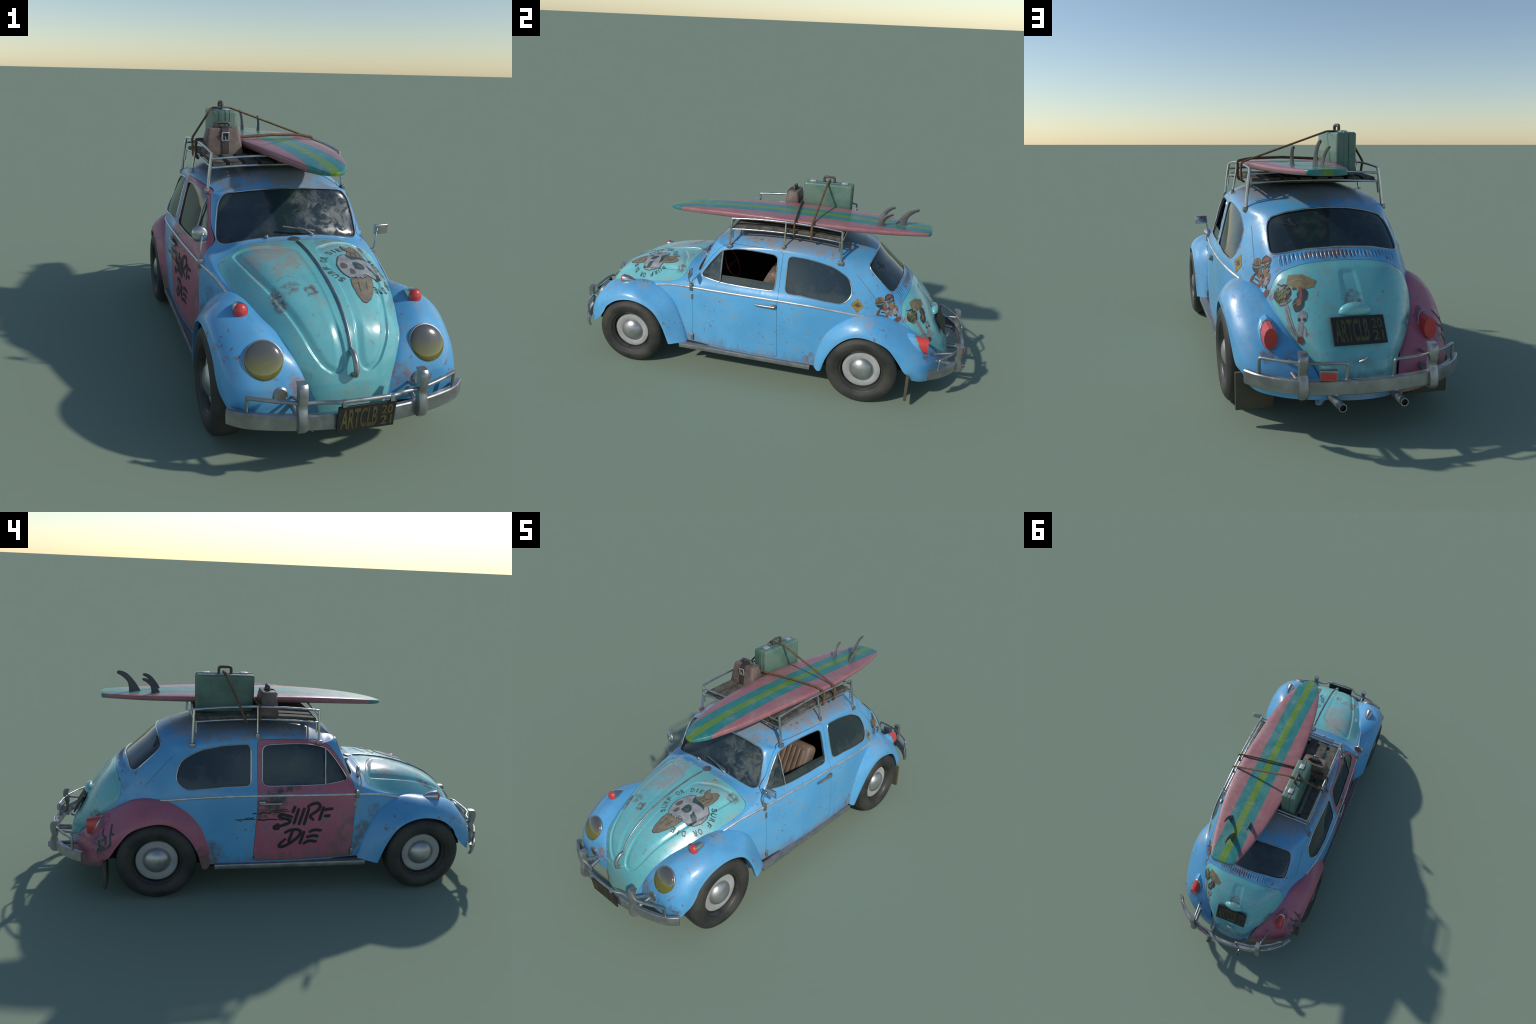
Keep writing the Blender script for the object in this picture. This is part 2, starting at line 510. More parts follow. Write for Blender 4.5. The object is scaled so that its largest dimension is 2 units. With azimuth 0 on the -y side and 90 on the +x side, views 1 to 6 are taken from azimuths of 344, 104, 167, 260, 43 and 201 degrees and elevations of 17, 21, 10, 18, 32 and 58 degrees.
class Sheet:
    """triangle sheet with normals and loft parameters that can be cut along a level set"""

    def __init__(self, P, N, ST, T):
        self.P, self.N, self.ST, self.T = P, N, ST, T

    def cut(self, f):
        """split into the part where f < 0 and the part where f > 0"""
        f = np.where(np.abs(f) < 2e-4, 0.0, f)
        P, N, ST = list(self.P), list(self.N), list(self.ST)
        neg, pos, cache = [], [], {}

        def cross(a, b):
            key = (min(a, b), max(a, b))
            if key not in cache:
                t = f[a] / (f[a] - f[b])
                P.append(self.P[a] + t * (self.P[b] - self.P[a]))
                n = self.N[a] + t * (self.N[b] - self.N[a])
                N.append(n / (np.linalg.norm(n) + 1e-12))
                ST.append(self.ST[a] + t * (self.ST[b] - self.ST[a]))
                cache[key] = len(P) - 1
            return cache[key]

        F = f[self.T]
        allneg, allpos = (F <= 0).all(1), (F >= 0).all(1)
        for tri, an, ap in zip(self.T, allneg, allpos):
            if an and not ap:
                neg.append(tri)
            elif ap:
                pos.append(tri)
            else:
                for sign, out in ((-1, neg), (1, pos)):
                    poly = []
                    for a, b in zip(tri, np.roll(tri, -1)):
                        if f[a] * sign >= 0:
                            poly.append(a)
                        if f[a] * f[b] < 0:
                            poly.append(cross(a, b))
                    for i in range(1, len(poly) - 1):
                        out.append((poly[0], poly[i], poly[i + 1]))
        P, N, ST = V(P), V(N), V(ST)
        return Sheet.packed(P, N, ST, neg), Sheet.packed(P, N, ST, pos)

    @staticmethod
    def packed(P, N, ST, T):
        if not len(T):
            return Sheet(np.zeros((0, 3)), np.zeros((0, 3)), np.zeros((0, 2)), np.zeros((0, 3), int))
        T = V([tuple(t) for t in T], int)
        used, inv = np.unique(T, return_inverse=True)
        return Sheet(P[used], N[used], ST[used], inv.reshape(T.shape))

    def keep(self, f):
        return self.cut(f)[0]

    def drop(self, f):
        return self.cut(f)[1]

    def boundary(self):
        """boundary loops, longest first"""
        count = {}
        for a, b, c in self.T:
            for e in ((a, b), (b, c), (c, a)):
                count[tuple(sorted(e))] = count.get(tuple(sorted(e)), 0) + 1
        nxt = {}
        for a, b, c in self.T:
            for e in ((a, b), (b, c), (c, a)):
                if count[tuple(sorted(e))] == 1:
                    nxt.setdefault(e[0], []).append(e[1])
        loops = []
        while nxt:
            s = next(iter(nxt))
            loop, cur = [s], s
            while True:
                lst = nxt.get(cur)
                if not lst:
                    break
                n = lst.pop()
                if not lst:
                    del nxt[cur]
                if n == s:
                    break
                loop.append(n)
                cur = n
            loops.append(loop)
        return sorted(loops, key=lambda l: -sum(np.linalg.norm(self.P[a] - self.P[b]) for a, b in zip(l, l[1:])))

    def build(self, name, mat, parent, flange=0.008, offset=0.0, keep_normals=True):
        P = self.P + self.N * offset
        verts, norms = list(P), list(self.N)
        faces = [tuple(t) for t in self.T]
        if flange:
            for loop in self.boundary():
                n = len(loop)
                if n < 3:
                    continue
                base = len(verts)
                for i, a in enumerate(loop):
                    t = P[loop[(i + 1) % n]] - P[loop[i - 1]]
                    out = np.cross(t, self.N[a])
                    out /= np.linalg.norm(out) + 1e-12
                    verts += [P[a], P[a] - self.N[a] * flange]
                    norms += [out, out]
                for i in range(n):
                    j = (i + 1) % n
                    faces.append((base + 2 * j, base + 2 * i, base + 2 * i + 1, base + 2 * j + 1))
        return obj(name, verts, faces, mat, parent, True, norms if keep_normals else None, None if keep_normals else 40)


def resample(P, step, closed=True):
    P = np.asarray(P, float)
    if closed:
        P = np.vstack([P, P[:1]])
    L = np.r_[0, np.cumsum(np.linalg.norm(np.diff(P, axis=0), axis=1))]
    n = max(8, int(L[-1] / step))
    t = np.linspace(0, L[-1], n, endpoint=not closed)
    return np.stack([np.interp(t, L, P[:, k]) for k in range(3)], 1)


def smooth_loop(P, k=2):
    for _ in range(k):
        P = 0.5 * P + 0.25 * (np.roll(P, 1, 0) + np.roll(P, -1, 0))
    return P


def grid_normals(G):
    du = np.gradient(G, axis=0)
    dv = np.gradient(G, axis=1)
    n = np.cross(du, dv)
    return n / (np.linalg.norm(n, axis=2, keepdims=True) + 1e-12)


# ----------------------------------------------------------------------------
# the car body: one loft, cut into panels afterwards
# ----------------------------------------------------------------------------
# Every station runs from the centre line to the sill:
#   centre, (quarter), edge of hood / glass / gutter / lid, upper side, waist, belt, flank, sill
STATIONS, PLACE = [], {}


def station(name, centre, edge, *side, crown=(0.55, 0.30, 0.27)):
    """crown: where the quarter point lies between centre and edge, as shares of x, y and z"""
    c, e = V([0.0, *centre]), V(edge, float)
    q = c + (e - c) * V(crown)
    if len(side) == 1:  # hidden inside a fender: (dy towards the cabin, lowest z)
        dy, low = side[0]
        side = [e + V([0.006, dy * 0.12, -0.004]), e + V([0.012, dy * 0.3, -0.012]), e + V([0.018, dy * 0.5, -0.025]),
                V([e[0] + 0.022, e[1] + dy * 0.8, max(low, e[2] - 0.08)]), V([e[0] + 0.022, e[1] + dy, low - 0.004])]
    elif len(side) == 4:  # upper, waist, belt, (flank x, flank y, sill x)
        u, w, b, (fx, fy, sx) = side
        side = [u, w, b, (fx, fy, 0.28), (sx, fy, 0.138)]
    PLACE[name] = len(STATIONS)
    STATIONS.append(V([c, q, e, *[V(s, float) for s in side]]))


station("apron_front", (-0.917, 0.128), (0.094, -0.900, 0.124), (0.03, 0.14))
station("nose_low", (-0.908, 0.198), (0.107, -0.893, 0.190), (0.04, 0.14), crown=(0.62, 0.24, 0.17))
station("nose", (-0.892, 0.262), (0.130, -0.872, 0.245), (0.05, 0.15), crown=(0.62, 0.24, 0.17))
station("nose_high", (-0.870, 0.316), (0.151, -0.853, 0.290), (0.06, 0.16), crown=(0.62, 0.24, 0.17))
station("hood_fall", (-0.838, 0.370), (0.174, -0.818, 0.338), (0.06, 0.16), crown=(0.62, 0.24, 0.17))
station("hood_front", (-0.792, 0.412), (0.193, -0.765, 0.364), (0.05, 0.15), crown=(0.62, 0.24, 0.17))
station("hood_lamp", (-0.722, 0.451), (0.216, -0.70, 0.385), (0.04, 0.15), crown=(0.62, 0.24, 0.17))
station("hood_mid", (-0.640, 0.480), (0.240, -0.63, 0.402), (0.243, -0.63, 0.397), (0.247, -0.626, 0.391), (0.251, -0.62, 0.383), (0.268, -0.60, 0.268), crown=(0.64, 0.24, 0.12))
station("hood_back", (-0.550, 0.502), (0.262, -0.55, 0.416), (0.267, -0.548, 0.412), (0.271, -0.545, 0.408), (0.275, -0.54, 0.403), (0.288, -0.53, 0.288), crown=(0.64, 0.24, 0.12))
station("hood_rise", (-0.460, 0.514), (0.274, -0.46, 0.434), (0.281, -0.458, 0.432), (0.287, -0.455, 0.429), (0.293, -0.45, 0.424), (0.304, -0.44, 0.303), crown=(0.64, 0.24, 0.12))
station("hood_end", (-0.384, 0.517), (0.280, -0.388, 0.460), (0.295, -0.378, 0.456), (0.305, -0.368, 0.448), (0.314, -0.36, 0.436), (0.320, -0.35, 0.318), crown=(0.62, 0.24, 0.17))
station("screen_base", (-0.340, 0.521), (0.257, -0.314, 0.501), (0.288, -0.303, 0.493), (0.303, -0.297, 0.474), (0.322, -0.30, 0.439), (0.329, -0.29, 0.325))
station("screen_mid", (-0.284, 0.598), (0.254, -0.272, 0.582), (0.276, -0.25, 0.562), (0.309, -0.235, 0.484), (0.327, -0.235, 0.440), (0.335, -0.23, 0.330))
station("screen_top", (-0.237, 0.670), (0.226, -0.236, 0.657), (0.263, -0.198, 0.630), (0.314, -0.18, 0.485), (0.331, -0.18, 0.4415), (0.339, -0.18, 0.334))
station("roof_brow", (-0.190, 0.703), (0.241, -0.179, 0.654), (0.268, -0.155, 0.638), (0.317, -0.14, 0.486), (0.334, -0.14, 0.4425), (0.342, -0.14, 0.337))
station("roof_front", (-0.110, 0.729), (0.2575, -0.105, 0.665), (0.275, -0.10, 0.645), (0.320, -0.09, 0.487), (0.338, -0.09, 0.444), (0.346, -0.09, 0.341))
station("roof_mid", (0.030, 0.736), (0.2680, 0.05, 0.678), (0.282, 0.05, 0.651), (0.325, 0.05, 0.489), (0.344, 0.05, 0.4465), (0.3495, 0.05, 0.344))
station("roof_back", (0.200, 0.735), (0.2690, 0.2, 0.675), (0.284, 0.2, 0.647), (0.330, 0.2, 0.490), (0.347, 0.2, 0.4465), (0.3500, 0.2, 0.343))
station("roof_fall", (0.350, 0.719), (0.2610, 0.34, 0.656), (0.277, 0.32, 0.625), (0.331, 0.30, 0.489), (0.344, 0.30, 0.443), (0.3460, 0.30, 0.340))
station("roof_end", (0.440, 0.694), (0.240, 0.425, 0.642), (0.271, 0.39, 0.606), (0.325, 0.365, 0.485), (0.337, 0.365, 0.437), (0.343, 0.365, 0.337))
station("rear_glass_top", (0.520, 0.661), (0.208, 0.493, 0.625), (0.264, 0.443, 0.582), (0.317, 0.42, 0.479), (0.328, 0.42, 0.430), (0.335, 0.42, 0.330))
station("rear_glass_mid", (0.590, 0.602), (0.218, 0.553, 0.572), (0.265, 0.497, 0.535), (0.306, 0.468, 0.466), (0.317, 0.465, 0.423), (0.325, 0.465, 0.320))
station("rear_glass_base", (0.660, 0.541), (0.219, 0.610, 0.519), (0.261, 0.553, 0.488), (0.294, 0.517, 0.451), (0.304, 0.513, 0.416), (0.314, 0.512, 0.310))
station("lid_top", (0.700, 0.505), (0.226, 0.655, 0.452), (0.252, 0.605, 0.435), (0.273, 0.575, 0.417), (0.285, 0.57, 0.395), (0.295, 0.565, 0.290), crown=(0.62, 0.20, 0.24))
station("lid_shoulder", (0.778, 0.424), (0.235, 0.690, 0.386), (0.247, 0.66, 0.372), (0.257, 0.645, 0.352), (0.264, 0.64, 0.33), (0.272, 0.63, 0.27), crown=(0.62, 0.20, 0.24))
station("lid_mid", (0.845, 0.318), (0.206, 0.765, 0.312), (-0.05, 0.15), crown=(0.62, 0.20, 0.24))
station("lid_low", (0.884, 0.242), (0.166, 0.812, 0.257), (-0.05, 0.14), crown=(0.62, 0.20, 0.24))
station("lid_end", (0.906, 0.178), (0.126, 0.855, 0.206), (-0.05, 0.135), crown=(0.62, 0.20, 0.24))
station("apron_rear", (0.923, 0.124), (0.112, 0.904, 0.126), (-0.04, 0.124))

S_SUB, T_SUB = 9, [16, 16, 8, 14, 8, 9, 8]


def loft_body():
    rows = []
    for st in STATIONS:
        pts = []
        mirrored = st[1] * V([-1, 1, 1])
        full = catmull(st, 48, before=mirrored)
        for k, n in enumerate(T_SUB):  # resample each span to its own density
            seg = full[k * 48 : (k + 1) * 48 + 1]
            pts.append(seg[np.round(np.linspace(0, 48, n, endpoint=False)).astype(int)])
        pts.append(full[-1:])
        rows.append(np.vstack(pts))
    R = np.stack(rows)
    cols = [catmull(R[:, j], S_SUB) for j in range(R.shape[1])]
    G = np.stack(cols, 1)
    t = np.concatenate([k + np.linspace(0, 1, n, endpoint=False) for k, n in enumerate(T_SUB)] + [[7.0]])
    s = np.linspace(0, len(STATIONS) - 1, G.shape[0])
    G[:, 0, 0] = 0.0
    G = np.concatenate([G[:, :0:-1] * V([-1, 1, 1]), G], 1)
    t = np.concatenate([-t[:0:-1], t])
    return G, s, t


BODY, S_AX, T_AX = loft_body()
BODY_N = grid_normals(BODY)
centre_n = BODY_N[len(S_AX) // 2, len(T_AX) // 2]
if centre_n[2] < 0:
    BODY_N = -BODY_N
nu, nv = BODY.shape[:2]
quads = V(grid_faces(nu, nv))
tri = np.concatenate([quads[:, [0, 1, 2]], quads[:, [0, 2, 3]]])
p0, p1, p2 = (BODY.reshape(-1, 3)[tri[:, k]] for k in range(3))
fn = np.cross(p1 - p0, p2 - p0)
if (fn * BODY_N.reshape(-1, 3)[tri[:, 0]]).sum() < 0:
    tri = tri[:, ::-1]
ST = np.stack(np.meshgrid(S_AX, T_AX, indexing="ij"), -1).reshape(-1, 2)
shell = Sheet(BODY.reshape(-1, 3), BODY_N.reshape(-1, 3), ST, tri)

s_ = lambda n: PLACE[n]


# outlines of the openings --------------------------------------------------
def both_sides(half):
    half = V(half, float)
    return np.vstack([half, (half[1:-1] * V([-1, 1]))[::-1]])


SCREEN = rounded_polygon(both_sides([(0, 0.523), (0.12, 0.518), (0.262, 0.496), (0.256, 0.560), (0.243, 0.628), (0.222, 0.660), (0.158, 0.664), (0.08, 0.668), (0, 0.6695)]),
                         [0.01, 0.05, 0.03, 0.03, 0.03, 0.03, 0.02, 0.02, 0.01] + [0.02, 0.02, 0.03, 0.03, 0.03, 0.03, 0.05])
REAR = rounded_polygon(both_sides([(0, 0.544), (0.11, 0.538), (0.221, 0.516), (0.219, 0.570), (0.213, 0.603), (0.200, 0.627), (0.15, 0.643), (0.08, 0.655), (0, 0.6595)]), 0.018)
DOOR_WINDOW = rounded_polygon([(-0.292, 0.497), (-0.185, 0.4835), (-0.05, 0.482), (0.088, 0.484), (0.088, 0.648), (0.0, 0.653), (-0.105, 0.652), (-0.192, 0.630), (-0.245, 0.567)],
                              [0.014, 0.03, 0.03, 0.022, 0.022, 0.04, 0.04, 0.02, 0.04])
QUARTER = rounded_polygon([(0.136, 0.484), (0.24, 0.4835), (0.41, 0.468), (0.445, 0.505), (0.437, 0.548), (0.418, 0.582), (0.352, 0.622), (0.24, 0.648), (0.136, 0.653)],
                          [0.022, 0.03, 0.03, 0.02, 0.02, 0.02, 0.03, 0.04, 0.022])
DOOR = rounded_polygon([(-0.324, 0.150), (-0.324, 0.452), (-0.308, 0.503), (-0.252, 0.583), (-0.203, 0.643), (-0.15, 0.664), (-0.02, 0.671), (0.110, 0.671), (0.107, 0.44), (0.118, 0.150)],
                       [0.006, 0.01, 0.02, 0.02, 0.02, 0.03, 0.03, 0.02, 0.02, 0.006])


def side_field(sh, poly, side, t_min=1.9):
    t = sh.ST[:, 1] * side
    return np.maximum(signed_distance(sh.P[:, 1:], poly), (t_min - t) * 0.02)


def span_field(sh, poly, lo, hi):
    s = sh.ST[:, 0]
    return np.maximum(signed_distance(sh.P[:, [0, 2]], poly), np.maximum(lo - s, s - hi) * 0.03)


screen_f = lambda sh: span_field(sh, SCREEN, s_("screen_base") - 0.8, s_("roof_brow"))
rear_f = lambda sh: span_field(sh, REAR, s_("roof_end"), s_("lid_top"))


def lid_field(sh, lo, hi, r_edge, corner):
    """rectangle in loft space (stations lo..hi, inside the edge line) with rounded corners, in metres"""
    s, t = sh.ST[:, 0], np.abs(sh.ST[:, 1])
    x = np.abs(sh.P[:, 0])
    return x, s, t


def hood_field(sh):
    s, t = sh.ST[:, 0], np.abs(sh.ST[:, 1])
    a = (t - 2.0) * 0.125
    b = (s - s_("hood_end") - 0.02) * 0.055
    k = 0.045
    u, w = a + k, b + k
    corner = np.hypot(np.maximum(u, 0), np.maximum(w, 0)) - k
    return np.where((u > 0) & (w > 0), corner, np.maximum(a, b))


def lid_f(sh):
    s, t = sh.ST[:, 0], np.abs(sh.ST[:, 1])
    a = (t - 2.0) * 0.11
    b = (s_("lid_top") - 0.03 - s) * 0.06
    k = 0.05
    u, w = a + k, b + k
    corner = np.hypot(np.maximum(u, 0), np.maximum(w, 0)) - k
    top = np.where((u > 0) & (w > 0), corner, np.maximum(a, b))
    low = (s - s_("lid_end") - 0.25) * 0.05
    return np.maximum(top, low)


WHEELS = [(-0.641, 0.167), (0.524, 0.167)]

car = empty("surf_car")
car["label"] = "weathered blue and teal vintage beetle car with roof rack"
car["category"] = "car"

GAP = 0.0007
rest = shell
glass_sheets = {}
glass_sheets["windscreen"], rest = rest.cut(screen_f(rest))
glass_sheets["rear_window"], rest = rest.cut(rear_f(rest))
for side in (1, -1):
    glass_sheets["door_window", side], rest = rest.cut(side_field(rest, DOOR_WINDOW, side))
    glass_sheets["quarter_window", side], rest = rest.cut(side_field(rest, QUARTER, side))
hood_sheet = rest.keep(hood_field(rest) + GAP)
rest = rest.drop(hood_field(rest) - GAP)
lid_sheet = rest.keep(lid_f(rest) + GAP)
rest = rest.drop(lid_f(rest) - GAP)
door_sheets = {}
for side in (1, -1):
    door_sheets[side] = rest.keep(side_field(rest, DOOR, side) + GAP)
    rest = rest.drop(side_field(rest, DOOR, side) - GAP)
# wheel openings in the hidden flank
for wy, wz in WHEELS:
    f = np.maximum(np.hypot(rest.P[:, 1] - wy, rest.P[:, 2] - wz) - 0.19, (4.9 - np.abs(rest.ST[:, 1])) * 0.03)
    rest = rest.drop(f)

body = rest.build("body", paint_blue, car)


# ---- hood with its two sunken panels ---------------------------------------
# outline in (x, y + z): a coordinate that keeps running down the steep nose
PANEL = rounded_polygon([(0.033, 0.043), (0.118, 0.094), (0.195, 0.100), (0.231, 0.078), (0.226, 0.030), (0.208, -0.111), (0.168, -0.287), (0.139, -0.425), (0.119, -0.515), (0.088, -0.587), (0.056, -0.618), (0.028, -0.607), (0.018, -0.570), (0.020, -0.510), (0.028, -0.402), (0.031, -0.181)],
                        [0.03, 0.03, 0.02, 0.02, 0.03, 0.06, 0.06, 0.04, 0.04, 0.02, 0.02, 0.02, 0.02, 0.03, 0.03, 0.03])


def subdivide(sh):
    P, N, ST = list(sh.P), list(sh.N), list(sh.ST)
    cache, T = {}, []

    def mid(a, b):
        k = (min(a, b), max(a, b))
        if k not in cache:
            P.append((sh.P[a] + sh.P[b]) / 2)
            N.append(sh.N[a] + sh.N[b])
            ST.append((sh.ST[a] + sh.ST[b]) / 2)
            cache[k] = len(P) - 1
        return cache[k]

    for a, b, c in sh.T:
        ab, bc, ca = mid(a, b), mid(b, c), mid(c, a)
        T += [(a, ab, ca), (ab, b, bc), (ca, bc, c), (ab, bc, ca)]
    N = V(N)
    return Sheet(V(P), N / np.linalg.norm(N, axis=1)[:, None], V(ST), V(T))


def smoothstep(x, a, b):
    t = np.clip((x - a) / (b - a), 0, 1)
    return t * t * (3 - 2 * t)


hood_sheet = subdivide(subdivide(hood_sheet))
Q2 = np.stack([np.abs(hood_sheet.P[:, 0]), hood_sheet.P[:, 1] + hood_sheet.P[:, 2]], 1)
d = signed_distance(Q2, PANEL)
relief = -0.0060 * smoothstep(-d, -0.0025, 0.004) + 0.0040 * smoothstep(-d, 0.005, 0.028)
relief += 0.0015 * np.exp(-((hood_sheet.P[:, 0]) / 0.010) ** 2) * smoothstep(hood_sheet.P[:, 1], -0.88, -0.84)
relief *= 0.30 + 0.70 * np.maximum(smoothstep(np.abs(hood_sheet.P[:, 0]), 0.035, 0.075), smoothstep(-hood_sheet.P[:, 1], 0.80, 0.85))
hood_sheet.P = hood_sheet.P + hood_sheet.N * relief[:, None]
hood = hood_sheet.build("hood", paint_teal, car, keep_normals=False)

# ---- engine lid: raised edge roll and a pressed panel under the louvres ------
lid_sheet = subdivide(lid_sheet)
fl = lid_f(lid_sheet)
LID_PANEL = rounded_polygon([(-0.034, 0.365), (0.034, 0.365), (0.026, 0.478), (-0.026, 0.478)], 0.012)
pd = signed_distance(lid_sheet.P[:, [0, 2]], LID_PANEL)
relief = 0.004 * smoothstep(-fl, 0.0, 0.022) - 0.003 * smoothstep(-pd, -0.002, 0.006)
lid_sheet.P = lid_sheet.P + lid_sheet.N * relief[:, None]
lid = lid_sheet.build("engine_lid", paint_teal, car, keep_normals=False)

# ---- doors ----------------------------------------------------------------
door = {1: door_sheets[1].build("door", paint_blue, car), -1: door_sheets[-1].build("door", paint_pink, car)}

# ---- glass and its chrome surrounds ----------------------------------------
windscreen = glass_sheets["windscreen"].build("windscreen", glass, car, 0.004, -0.0035)
rear_window = glass_sheets["rear_window"].build("rear_window", glass, car, 0.004, -0.0035)


def surround(sheet, parent, r=0.0023, name="window_trim"):
    loop = sheet.boundary()[0]
    P = smooth_loop(resample(sheet.P[loop], 0.006), 2)
    return tube(name, P, r, chrome, parent, 6, True)


surround(glass_sheets["windscreen"], car)
surround(glass_sheets["rear_window"], car)
for side in (1, -1):
    q = glass_sheets["quarter_window", side]
    q.build("quarter_window", glass, car, 0.004, -0.0035)
    surround(q, car)
    w = glass_sheets["door_window", side]
    surround(w, door[side])
    y = w.P[:, 1] + 0.0
    vent, pane = w.cut(y + 0.186)
    vent.build("vent_window", glass, door[side], 0.004, -0.0035)
    if side == 1:  # wound down: only the lower strip of the pane shows
        pane = pane.keep(pane.P[:, 2] - 0.5175 - 0.004 * np.cos((pane.P[:, 1] + 0.05) / 0.1))
    pane.build("door_pane", glass, door[side], 0.004, -0.0045)
    # upright bar between vent and pane
    sel = np.abs(w.P[:, 1] + 0.186) < 0.006
    top, bottom = w.P[sel][np.argmax(w.P[sel][:, 2])], w.P[sel][np.argmin(w.P[sel][:, 2])]
    zs = np.linspace(bottom[2], top[2], 9)
    xs = [np.mean(np.abs(w.P[sel][np.argsort(np.abs(w.P[sel][:, 2] - z))[:4], 0])) for z in zs]
    bar = V([(side * (x + 0.001), -0.186, z) for x, z in zip(xs, zs)])
    tube("vent_bar", smooth_loop(bar, 0), 0.0036, chrome_dull, door[side], 6)

# ---- dark lining of the cabin, a bit inside the shell -----------------------
lin = Sheet(shell.P - shell.N * 0.016, shell.N, shell.ST, shell.T)
lin = lin.keep(np.maximum(s_("hood_back") - lin.ST[:, 0], lin.ST[:, 0] - s_("lid_shoulder")) * 0.05)
lin = lin.drop(np.maximum(signed_distance(lin.P[:, 1:], DOOR_WINDOW) - 0.008, (1.9 - lin.ST[:, 1]) * 0.02))
lin.build("cabin_lining", black_inside, car, 0)


# ----------------------------------------------------------------------------
# belt trim, running boards, fenders
# ----------------------------------------------------------------------------
j_belt = int(np.argmin(np.abs(T_AX - 5.0)))
row = BODY[:, j_belt]
belt_n = BODY_N[:, j_belt]
sel = (row[:, 1] > -0.615) & (row[:, 1] < 0.512)
for side in (1, -1):
    P = (row[sel] + belt_n[sel] * 0.001) * V([side, 1, 1])
    tube("belt_trim", P, 0.0056, trim_bright, car, 8, squash=0.7)
    v, f = bevel_box((0.062, 0.664, 0.0175), (side * 0.3275, -0.0495, 0.1325), 0.004)
    rb = obj("running_board", v, f, board_side, car, True, angle=35)
    v, f = bevel_box((0.005, 0.664, 0.0205), (side * 0.3580, -0.0495, 0.1325), 0.0018)
    obj("running_board_edge", v, f, chrome_dull, rb, True, angle=35)


def fender(name, rows, mat, side, sub=7, csub=7):
    R = np.stack([catmull(r, csub) for r in rows])
    G = np.stack([catmull(R[:, j], sub) for j in range(R.shape[1])], 1)
    # rolled lip turning inwards at the wheel opening
    last = G[:, -1]
    roll = last + V([-0.006, 0, 0.001])
    back = last + V([-0.016, 0, 0.004])
    G = np.concatenate([G, roll[:, None], back[:, None]], 1)
    G = G * V([side, 1, 1])
    f = grid_faces(G.shape[0], G.shape[1], flip=side < 0)
    N = grid_normals(G)
    return obj(name, G.reshape(-1, 3), f, mat, car, True, angle=60), G


FRONT_FENDER = [
    [(0.300, -0.343, 0.140), (0.328, -0.352, 0.140), (0.349, -0.377, 0.140), (0.361, -0.402, 0.138), (0.3680, -0.422, 0.134), (0.3690, -0.436, 0.132)],
    [(0.295, -0.375, 0.255), (0.319, -0.389, 0.257), (0.338, -0.413, 0.253), (0.356, -0.438, 0.246), (0.3700, -0.458, 0.237), (0.3730, -0.471, 0.230)],
    [(0.285, -0.430, 0.350), (0.306, -0.440, 0.350), (0.329, -0.460, 0.339), (0.351, -0.484, 0.322), (0.3690, -0.502, 0.307), (0.3750, -0.514, 0.298)],
    [(0.255, -0.510, 0.400), (0.281, -0.518, 0.402), (0.311, -0.533, 0.386), (0.341, -0.548, 0.364), (0.3670, -0.560, 0.344), (0.3760, -0.567, 0.331)],
    [(0.225, -0.600, 0.398), (0.256, -0.605, 0.413), (0.296, -0.612, 0.410), (0.337, -0.620, 0.391), (0.3665, -0.627, 0.364), (0.3765, -0.632, 0.344)],
    [(0.195, -0.695, 0.370), (0.222, -0.698, 0.387), (0.269, -0.702, 0.403), (0.324, -0.705, 0.392), (0.3620, -0.708, 0.361), (0.3745, -0.710, 0.328)],
    [(0.172, -0.765, 0.350), (0.198, -0.780, 0.364), (0.251, -0.796, 0.376), (0.314, -0.791, 0.358), (0.3560, -0.778, 0.325), (0.3710, -0.765, 0.289)],
    [(0.145, -0.835, 0.300), (0.166, -0.848, 0.309), (0.238, -0.857, 0.312), (0.312, -0.851, 0.302), (0.3550, -0.824, 0.276), (0.3685, -0.788, 0.250)],
    [(0.118, -0.868, 0.238), (0.140, -0.876, 0.241), (0.220, -0.885, 0.240), (0.300, -0.881, 0.235), (0.3480, -0.854, 0.225), (0.3640, -0.812, 0.219)],
    [(0.098, -0.878, 0.165), (0.130, -0.882, 0.165), (0.220, -0.886, 0.164), (0.295, -0.880, 0.166), (0.3380, -0.864, 0.176), (0.3510, -0.846, 0.190)],
]
